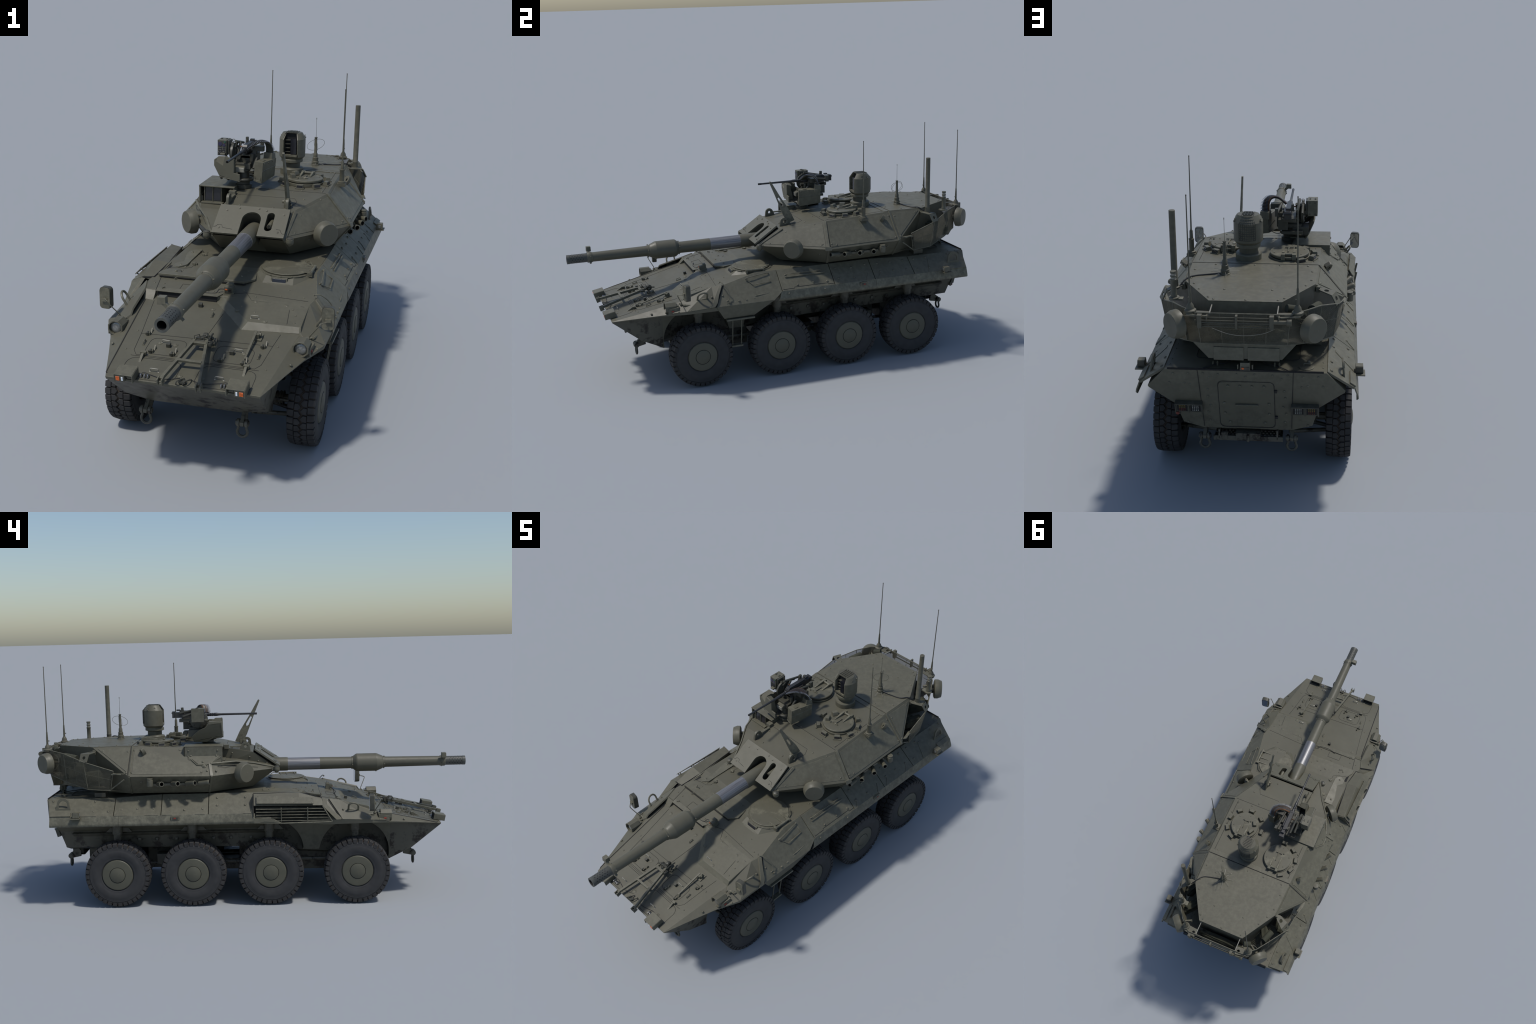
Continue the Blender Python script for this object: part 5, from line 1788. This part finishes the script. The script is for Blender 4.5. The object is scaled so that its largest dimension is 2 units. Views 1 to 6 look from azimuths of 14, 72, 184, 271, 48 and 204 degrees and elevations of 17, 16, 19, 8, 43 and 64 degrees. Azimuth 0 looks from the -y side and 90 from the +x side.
# woven wire mesh: real crossing wires on the developed surface
wm = B()
cum = [0.0]
for i in range(len(top) - 1):
    cum.append(cum[-1] + ((top[i + 1] - top[i]).length + (bot[i + 1] - bot[i]).length) / 2)
def surf(s_, t):
    s_ = max(0, min(cum[-1] - 1e-6, s_))
    for i in range(len(cum) - 1):
        if s_ <= cum[i + 1]:
            break
    f = (s_ - cum[i]) / (cum[i + 1] - cum[i])
    return top[i].lerp(top[i + 1], f).lerp(bot[i].lerp(bot[i + 1], f), t)
pitch, Hh = .0046, .105
for sg in (1, -1):
    k = -int(Hh / pitch) - 1
    while k * pitch < cum[-1] + Hh:
        pts = []
        for j in range(9):
            t = j / 8
            s_ = k * pitch + (t * Hh if sg > 0 else Hh - t * Hh) - (0 if sg > 0 else 0)
            if 0 <= s_ <= cum[-1]:
                pts.append(surf(s_, t))
        if len(pts) > 1:
            wm.tube(pts, .00078, 3)
        k += 1
# bottom mesh: from lower rim in to the bustle
for i in range(len(bot) - 1):
    a, b = bot[i], bot[i + 1]
    m = (a + b) / 2
    inn = lambda p: V((p.x * .74, p.y - .06, p.z - .012))
    nW = max(2, int((b - a).length / .007))
    for j in range(nW + 1):
        p = a.lerp(b, j / nW)
        wm.tube([p, inn(p)], .0006, 3)
    for j in range(1, 9):
        wm.tube([a.lerp(inn(a), j / 9), b.lerp(inn(b), j / 9)], .0006, 3)
wm.obj("wire_mesh", basket, [M_WIRE], kind="stuff")
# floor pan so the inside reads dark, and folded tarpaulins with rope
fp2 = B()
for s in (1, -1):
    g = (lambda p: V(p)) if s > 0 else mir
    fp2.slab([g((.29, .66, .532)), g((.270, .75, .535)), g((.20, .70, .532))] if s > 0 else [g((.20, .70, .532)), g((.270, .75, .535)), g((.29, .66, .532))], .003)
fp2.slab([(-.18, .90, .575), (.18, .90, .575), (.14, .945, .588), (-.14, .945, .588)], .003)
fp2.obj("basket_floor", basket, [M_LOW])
rn2 = random.Random(11)
def bundle(name, c, size, seed, mat=M_CLOTH, rot=0.0):
    rr2 = random.Random(seed)
    bm = bmesh.new()
    bmesh.ops.create_icosphere(bm, subdivisions=4, radius=1.0)
    ph = [rr2.uniform(0, 6) for _ in range(6)]
    for v_ in bm.verts:
        x, y, z = v_.co
        k = 1 + .10 * math.sin(5 * x + ph[0] + 2 * z) + .08 * math.sin(9 * y + ph[1] + 3 * x) + .05 * math.sin(17 * z + 6 * x + ph[2]) + .04 * math.sin(23 * x + 11 * y + ph[3])
        px = math.copysign(abs(x) ** .6, x) * size[0] * k
        py = math.copysign(abs(y) ** .6, y) * size[1] * k
        pz = math.copysign(abs(z) ** .6, z) * size[2] * k
        v_.co = V((c[0] + px * math.cos(rot) - py * math.sin(rot), c[1] + px * math.sin(rot) + py * math.cos(rot), c[2] + pz))
    me = bpy.data.meshes.new(name)
    bm.to_mesh(me)
    bm.free()
    me.materials.append(mat)
    me.polygons.foreach_set("use_smooth", [True] * len(me.polygons))
    o = bpy.data.objects.new(name, me)
    scene_coll.objects.link(o)
    o.parent = basket
    return o
bundle("folded_tarpaulin", (0, .926, .612), (.115, .016, .026), 1)
bundle("folded_tarpaulin", (-.200, .810, .600), (.060, .020, .036), 2, rot=2.15)
bundle("folded_tarpaulin", (-.250, .725, .575), (.045, .020, .030), 3, rot=1.9)
bundle("folded_tarpaulin", (.200, .810, .598), (.060, .020, .036), 4, rot=-2.15)
bundle("folded_tarpaulin", (.250, .725, .572), (.045, .020, .028), 5, rot=-1.9)
rp = B()
rp.tube(spline([(.10, .974, .650), (.05, .968, .628), (.0, .967, .622), (-.06, .968, .630), (-.10, .974, .650)], 6), .0009, 5)
rp.cyl((-.235, .80, .662), (-.215, .86, .672), .016, n=14, m=1)
rp.cyl((-.135, .92, .700), (-.165, .905, .690), .014, n=14, m=1)
rp.tube(spline([(-.16, .95, .69), (-.17, .90, .66), (-.20, .90, .62), (-.19, .93, .60)], 5), .0011, 5)
rp.obj("stowed_gear", basket, [M_BRIGHT, M_CLOTH], smooth=45)
# corner bracket plates with holes
def bracket(s, pts2, o, u, v, holes, name="basket_bracket"):
    b = B()
    b.prism(pts2, o, u, v, .004, holes=holes)
    return b.obj(name, basket, [M_PAINT], bevel=.0008)
for s in (1, -1):
    # rear platform carrying the aerial foot
    cx_, cy_ = s * .150, .955
    b = B()
    outl = [(-.042, -.014), (.028, -.020), (.032, .012), (-.030, .026), (-.046, .014)]
    outl = [(x * s, y) for x, y in outl]
    hole = circ((-.026 * s, .006), .0075, 10)
    b.prism(outl if s > 0 else outl[::-1], (cx_, cy_, .6885), X, Y, .0045, holes=[hole])
    b.box((s * .115, .978, .684), (.004, .012, .022))
    b.obj("aerial_platform", basket, [M_PAINT], bevel=.0008)
    # side bracket from the bustle corner out to the basket rim
    b = B()
    p0, p1, p2, p3 = V((s * .228, .716, .694)), V((s * .262, .742, .697)), V((s * .285, .752, .690)), V((s * .302, .760, .655))
    w = V((s * -.35, .94, 0)).normalized() * .022
    up = Z * .004
    u1 = (p2 - p0).normalized()
    L1 = (p2 - p0).length
    nrm = u1.cross(w).normalized()
    wv = w.normalized()
    out1 = [(0, -.004), (.018, -.016), (L1, -.022), (L1, .022), (.018, .014), (0, .006)]
    b.prism(out1, p0, u1, wv, .004, holes=[circ((L1 * .55, 0), .009, 12)])
    u2 = (p3 - p2).normalized()
    L2 = (p3 - p2).length
    b.prism([(0, -.022), (L2, -.020), (L2, .020), (0, .022)], p2, u2, wv, .004, holes=[circ((L2 * .5, 0), .008, 12)])
    b.box(p0 + V((s * .002, .004, -.004)), (.014, .014, .020))
    b.obj("basket_bracket", basket, [M_PAINT], bevel=.0008)
# long spare rods clamped across the back
rods = B()
for dz, dy in ((.012, .0), (.004, .006), (-.004, .006), (-.012, .0), (-.018, .003)):
    rods.tube([(.135, .981 + dy, .677 + dz), (-.095, .981 + dy, .677 + dz)], .0016, 6)
for x in (.137, .020, -.092):
    rods.box((x, .982, .676), (.007 if x == .02 else .014, .016, .044), None, 0)
rods.cyl((-.095, .984, .678), (-.150, .984, .678), .007, n=12)
rods.cyl((-.140, .984, .678), (-.155, .984, .678), .011, n=12)
rods.obj("spare_rods", basket, [M_WIRE], smooth=40)
# boxes under the rear of the bustle
ub = B()
ub.box((.052, .9285, .546), (.098, .030, .046))
ub.box((-.062, .9285, .546), (.104, .030, .046))
ub.hexa([(.125, .90, .530), (.118, .94, .527), (-.122, .94, .527), (-.128, .90, .530), (.125, .90, .585), (.170, .94, .585), (-.170, .94, .585), (-.128, .90, .585)])
ub.obj("rear_stowage_box", turret, [M_PAINT], bevel=.0012)

# ================================================================== MAIN GUN
GZ = .586
g = B()
pr = [(.0335, -.03), (.0330, .06), (.0325, .150), (.0315, .1585), (.0297, .159, 1), (.0292, .311, 1), (.0292, .3115), (.0275, .460), (.0290, .461), (.0290, .468), (.0305, .4685), (.0402, .4815), (.0424, .487), (.0424, .5785), (.0412, .5830), (.0312, .6065), (.0285, .610), (.0280, .618), (.0258, .619), (.0250, .63), (.0225, .880), (.0240, .881), (.0240, .905), (.0212, .907, 2), (.0208, .985, 2), (.0216, .987, 2), (.0216, 1.0, 2), (.0140, 1.0, 2), (.0135, .93, 3), (.001, .93, 3)]
g.lathe((0, 0, GZ), -Y, pr, 40)
gun = g.obj("main_gun", root, [M_PAINT, M_SILVER, M_MUZ, M_BLK], smooth=14)
mh = B()
for i in range(14):
    a = 2 * PI * i / 14
    d = V((math.cos(a), 0, math.sin(a)))
    for k in range(5):
        y = -.925 - k * .0125 - (i % 2) * .006
        c = V((0, y, GZ)) + d * .0200
        mh.cyl(c, c + d * .0012, .0022, n=8)
mh.obj("muzzle_vent", gun, [M_BLK], kind="stuff")
gb = B()
for y in (-.465, -.616, -.890):
    r = .0295 if y > -.5 else .0285 if y > -.7 else .0245
    for a in (.3, 1.9, 3.4, 4.9):
        gb.dome(V((r * math.cos(a), y, GZ + r * math.sin(a))), V((math.cos(a), 0, math.sin(a))), .0030, .004, 8)
gb.box((.0, -.578, GZ - .0425), (.006, .006, .004))
gb.obj("barrel_bolt", gun, [M_PAINT], kind="stuff")
mc = B()
d45 = V((-.78, 0, .62))
mc.box(V((0, -.897, GZ)) + d45 * .034, (.012, .012, .030), (V((.62, 0, .78)), Y, d45))
mc.box((-.037, -.893, .6185), (.026, .022, .022), (V((1, 0, .05)).normalized(), Y, Z), 0, .92)
mc.lathe((0, -.884, GZ), -Y, [(.0245, 0), (.0252, .002), (.0252, .018), (.0245, .020)], 32)
mc.cyl((.018, -.893, .570), (.026, -.893, .563), .005)
mc.obj("collimator_mount", gun, [M_PAINT], bevel=.001, smooth=40)

# ================================================================== REMOTE WEAPON STATION
rb_ = V((-.105, .210, .700))
rw = B()
rw.lathe(rb_, Z, [(.033, -.004), (.034, .010), (.026, .013), (.026, .022), (.038, .026), (.040, .032), (.036, .036), (.024, .038), (.022, .060), (.028, .064), (.028, .070)], 32)
rw.box(rb_ + V((0, .01, .082)), (.062, .05, .022))
station = rw.obj("weapon_station", root, [M_DARK], smooth=35, bevel=.001)
shd = B()
oy, oz = .141, .815
yz = [(.139, .814), (.143, .736), (.180, .737), (.213, .718), (.270, .720), (.283, .744), (.245, .777), (.217, .787), (.200, .806), (.190, .814)]
# shield: outer wall, front wall and floor of an armoured trough
xo_, xi_ = -.204, -.124
def shield_pts(x, k=0):
    return [V((x, y, z)) for y, z in yz]
L = len(yz)
outer_low = [V((xo_ + max(0, .782 - z) * .55, y, z)) for y, z in yz]
inner = [V((xo_ + .006 + max(0, .782 - z) * .55, y, z)) for y, z in yz]
shd.add(outer_low + inner, [tuple(range(L)), tuple(range(L, 2 * L))[::-1]] + [(i, (i + 1) % L, (i + 1) % L + L, i + L) for i in range(L)])
# front wall with scooped top edge (view from ahead it dips in a V)
fw_ = [(-.204, .813), (-.204, .790), (-.184, .752), (-.124, .737), (-.100, .736), (-.100, .761), (-.124, .765), (-.124, .818), (-.161, .829), (-.169, .793)]
shd.prism(fw_, (0, .139, 0), X, Z, -.006)
shd.hexa([(-.204, .141, .806), (-.169, .141, .787), (-.165, .200, .800), (-.204, .200, .800), (-.204, .141, .812), (-.169, .141, .793), (-.165, .200, .817), (-.204, .200, .815)])
shd.hexa([(-.169, .141, .770), (-.164, .141, .770), (-.164, .195, .790), (-.169, .195, .790), (-.1675, .141, .795), (-.160, .141, .829), (-.160, .170, .829), (-.166, .195, .812)])
shd.hexa([(-.129, .141, .738), (-.124, .141, .738), (-.124, .175, .738), (-.129, .175, .738), (-.129, .141, .818), (-.124, .141, .818), (-.124, .160, .812), (-.129, .160, .812)])
shd.hexa([(-.161, .141, .822), (-.124, .141, .812), (-.124, .166, .806), (-.161, .172, .812), (-.161, .141, .828), (-.124, .141, .818), (-.124, .166, .812), (-.161, .172, .818)])
shd.hexa([(-.184, .139, .746), (-.100, .139, .731), (-.110, .27, .722), (-.175, .27, .722), (-.184, .139, .750), (-.100, .139, .735), (-.110, .27, .726), (-.175, .27, .726)])
shd.box((-.190, .215, .822), (.020, .02, .008))
shd.obj("gun_shield", station, [M_PAINT], bevel=.002, seg=3)
ab = B()
A0, A1 = V((-.016, .166, 0)), V((.011, .271, 0))
ad = (A1 - A0).normalized()
an = V((ad.y, -ad.x, 0))
L1 = (A1 - A0).length
def abp(t, w, z):
    return A0 + ad * t + an * w + Z * z
ab.add([abp(0, -.040, .732), abp(0, -.006, .724), abp(L1, -.006, .738), abp(L1, -.040, .745), abp(0, -.036, .809), abp(0, 0, .807), abp(L1, 0, .808), abp(L1, -.036, .812)],
       [(3, 2, 1, 0), (4, 5, 6, 7), (0, 1, 5, 4), (1, 2, 6, 5), (2, 3, 7, 6), (3, 0, 4, 7)])
ab.tube([abp(.0, -.004, .772), abp(L1, -.004, .778)], .0028, 6)
ab.tube([abp(-.004, -.034, .752), abp(-.006, -.034, .738), abp(-.006, -.010, .735), abp(-.004, -.010, .749)], .0016, 6)
for t in (.010, .045, .080):
    ab.dome(abp(t, .0005, .800), an, .0028, .002, 8)
ab.prism(rrect(0, 0, .020, .018, .005), abp(.03, -.018, .8085), ad, -an, .002)
ab.hexa([abp(L1 - .030, -.042, .80), abp(L1 - .030, -.004, .80), abp(L1 + .004, -.004, .80), abp(L1 + .004, -.042, .80), abp(L1 - .026, -.040, .832), abp(L1 - .026, -.006, .832), abp(L1 + .002, -.006, .828), abp(L1 + .002, -.040, .828)])
ab.obj("ammo_box", station, [M_PAINT], bevel=.0015)
# belt of cartridges arching from the box to the gun
path = spline([(-.012, .268, .826), (-.011, .263, .850), (-.017, .250, .871), (-.032, .235, .879), (-.055, .223, .875), (-.078, .216, .860), (-.094, .213, .846)], 8)
cb = B()
acc = 0.0
last = path[0]
total = sum((path[i + 1] - path[i]).length for i in range(len(path) - 1))
NR = 27
k = 0
run = 0.0
for i in range(len(path) - 1):
    seg_ = (path[i + 1] - path[i]).length
    while k < NR and run + seg_ >= k * total / NR:
        f = (k * total / NR - run) / seg_
        p = path[i].lerp(path[i + 1], f)
        t = k / NR
        a = math.radians(6 + 78 * min(1, t * 1.15))
        d = V((math.cos(a), -math.sin(a), .0))
        cb.lathe(p - d * .019, d, [(.0024, 0, 1), (.0026, .001, 1), (.0026, .021, 1), (.0015, .025, 1), (.0015, .030, 2), (.0003, .038, 2)], 8)
        cb.lathe(p - d * .013, d, [(.0031, 0), (.0031, .009)], 6)
        cb.lathe(p - d * .001, d, [(.0031, 0), (.0031, .005)], 6)
        k += 1
    run += seg_
fc = B()     # curved feed chute under the belt
for i in range(0, len(path) - 3, 2):
    t = i / len(path)
    an_ = math.radians(6 + 78 * min(1, t * 1.15))
    d = V((math.cos(an_), -math.sin(an_), 0))
    q0, q1 = path[i], path[min(i + 2, len(path) - 1)]
    tg = (q1 - q0).normalized()
    nn_ = d.cross(tg).normalized()
    ctr_ = V((-.055, .245, .835))
    if nn_.dot(ctr_ - q0) < 0:
        nn_ = -nn_
    fc.box((q0 + q1) / 2 + nn_ * .0045 - d * .003, (.030, (q1 - q0).length * 1.15, .002), (d, tg, nn_))
fc.obj("feed_chute", station, [M_DARK])
cb.obj("cartridge_belt", station, [M_GUN, M_BRASS, M_STEEL], kind="stuff")
mg = B()
gx = -.106
mg.box((gx, .290, .840), (.022, .140, .026), None, 0)
mg.box((gx, .282, .856), (.020, .110, .008), None, 0, .9)
mg.box((gx, .345, .862), (.016, .016, .007), None, 0)
mg.lathe((gx, .225, .839), -Y, [(.010, 0), (.0095, .012), (.0075, .014), (.0078, .024), (.0062, .025), (.0078, .028), (.0078, .033), (.0060, .034), (.0076, .037), (.0076, .042), (.0060, .043), (.0076, .046), (.0076, .058), (.0060, .066), (.0052, .078), (.0043, .225), (.0050, .228), (.0050, .243), (.0028, .244, 1), (.0024, .236, 1)], 18)
mg.box((gx, .367, .842), (.026, .012, .030), None, 0)
mg.cyl((gx - .014, .372, .850), (gx + .014, .372, .850), .004)
mg.box((gx + .014, .285, .838), (.012, .05, .010), None, 0)
mg.cyl((gx - .012, .26, .846), (gx - .045, .262, .848), .0028, n=8, m=2)
mg.obj("machine_gun", station, [M_GUN, M_BLK, M_BRASS], smooth=35, bevel=.0008)
sb_ = B()
sb_.box((-.1955, .248, .8445), (.037, .056, .061))
sb_.box((-.1735, .250, .846), (.009, .046, .054), None, 1)
sb_.box((-.1955, .2195, .8445), (.034, .002, .058), None, 1)
sb_.lathe((-.203, .2180, .860), -Y, [(.0085, 0), (.0085, .0012), (.0070, .0012, 2), (.0001, .0012, 2)], 16, 1)
sb_.lathe((-.188, .2180, .856), -Y, [(.0060, 0), (.0060, .0012), (.0048, .0012, 2), (.0001, .0012, 2)], 14, 1)
sb_.lathe((-.184, .2180, .868), -Y, [(.0035, 0), (.0035, .0012), (.0001, .0013)], 12, 3)
for i in range(4):
    for j in range(4):
        sb_.box((-.207 + i * .0070, .2178, .842 - j * .0068), (.0052, .0015, .0048), None, 4)
for dx in (-.010, .010):
    sb_.box((-.1955 + dx, .25, .8765), (.006, .012, .003), None, 1)
    for dz in (-.022, .022):
        sb_.dome((-.1955 + dx, .2765, .8445 + dz), Y, .0022, .002, 6, 4)
sb_.cyl((-.170, .252, .842), (-.150, .252, .842), .013, n=16)
sb_.obj("sensor_box", station, [M_PAINT, M_DARK, M_VIOLET, M_GREEN, M_GLASS], bevel=.001)
am = B()
# yoke arms, cradle, actuators
for x, w in ((-.150, .012), (-.070, .014)):
    am.hexa([(x - w / 2, .222, .772), (x + w / 2, .222, .772), (x + w / 2, .262, .772), (x - w / 2, .262, .772), (x - w / 2, .240, .849), (x + w / 2, .240, .849), (x + w / 2, .264, .849), (x - w / 2, .264, .849)])
am.box((-.108, .262, .778), (.090, .060, .014))
am.box((-.106, .255, .800), (.060, .050, .034))
am.cyl((-.075, .222, .828), (-.075, .222, .800), .008, n=10)
am.box((-.100, .305, .822), (.034, .05, .012))
am.box((-.108, .285, .815), (.050, .11, .014))
am.tube([(-.140, .225, .790), (-.135, .275, .862)], .006, 8)
am.cyl((-.150, .235, .845), (-.150, .275, .858), .006, n=10)
am.cyl((-.158, .235, .862), (-.158, .320, .835), .0055, n=10)
am.cyl((-.145, .24, .870), (-.140, .335, .850), .0055, n=10)
am.tube([(-.158, .255, .860)] + [V((-.158 + .005 * math.cos(t), .255, .871 + .005 * math.sin(t))) for t in [-PI / 2 + 2 * PI * i / 10 for i in range(11)]], .0013, 5)
am.tube([(-.075, .235, .852), (-.064, .340, .842)], .0055, 8)
am.box((-.052, .250, .846), (.036, .022, .020))
am.box((-.062, .335, .845), (.012, .018, .030))
am.box((-.122, .325, .862), (.010, .012, .026))
am.tube([(-.125, .315, .845), (-.122, .325, .875)], .004, 6)
am.box((-.070, .262, .800), (.022, .05, .055))
am.tube([(-.062, .20, .774), (-.056, .232, .815)], .006, 8)
am.box((-.150, .27, .760), (.06, .05, .030))
am.tube(spline([(-.05, .26, .79), (-.03, .285, .765), (-.06, .285, .745), (-.09, .26, .75)], 5), .0014, 5)
am.tube(spline([(-.185, .23, .815), (-.180, .215, .802), (-.170, .24, .795)], 4), .0010, 5)
am.box((-.120, .312, .760), (.08, .02, .012))
am.lathe((-.163, .247, .820), X, [(.036, 0), (.042, .003), (.042, .012), (.030, .014), (.012, .018)], 28)
for i in range(8):
    an_ = 2 * PI * i / 8
    am.dome((-.1635, .247 + .034 * math.cos(an_), .820 + .034 * math.sin(an_)), -X, .003, .002, 8)
am.box((-.085, .300, .792), (.036, .050, .040))
am.cyl((-.128, .215, .812), (-.128, .300, .806), .009, n=12)
am.obj("gun_cradle", station, [M_DARK], bevel=.001, smooth=40)
cm = B()
cm.hexa([(-.130, .176, .760), (-.092, .176, .760), (-.088, .222, .760), (-.132, .222, .760), (-.130, .180, .780), (-.092, .180, .780), (-.088, .222, .790), (-.132, .222, .790)])
cm.box((-.111, .1765, .770), (.034, .003, .018), None, 1)
cm.obj("aiming_camera", station, [M_PAINT, M_BRIGHT], bevel=.0015)

# keep the hierarchy at vehicle > part > sub-part: assemblies with pieces of their own hang on the vehicle
def depth(o):
    d = 0
    while o.parent:
        o, d = o.parent, d + 1
    return d
for o in list(bpy.data.objects):
    if depth(o) > 2:
        o.parent.parent = root
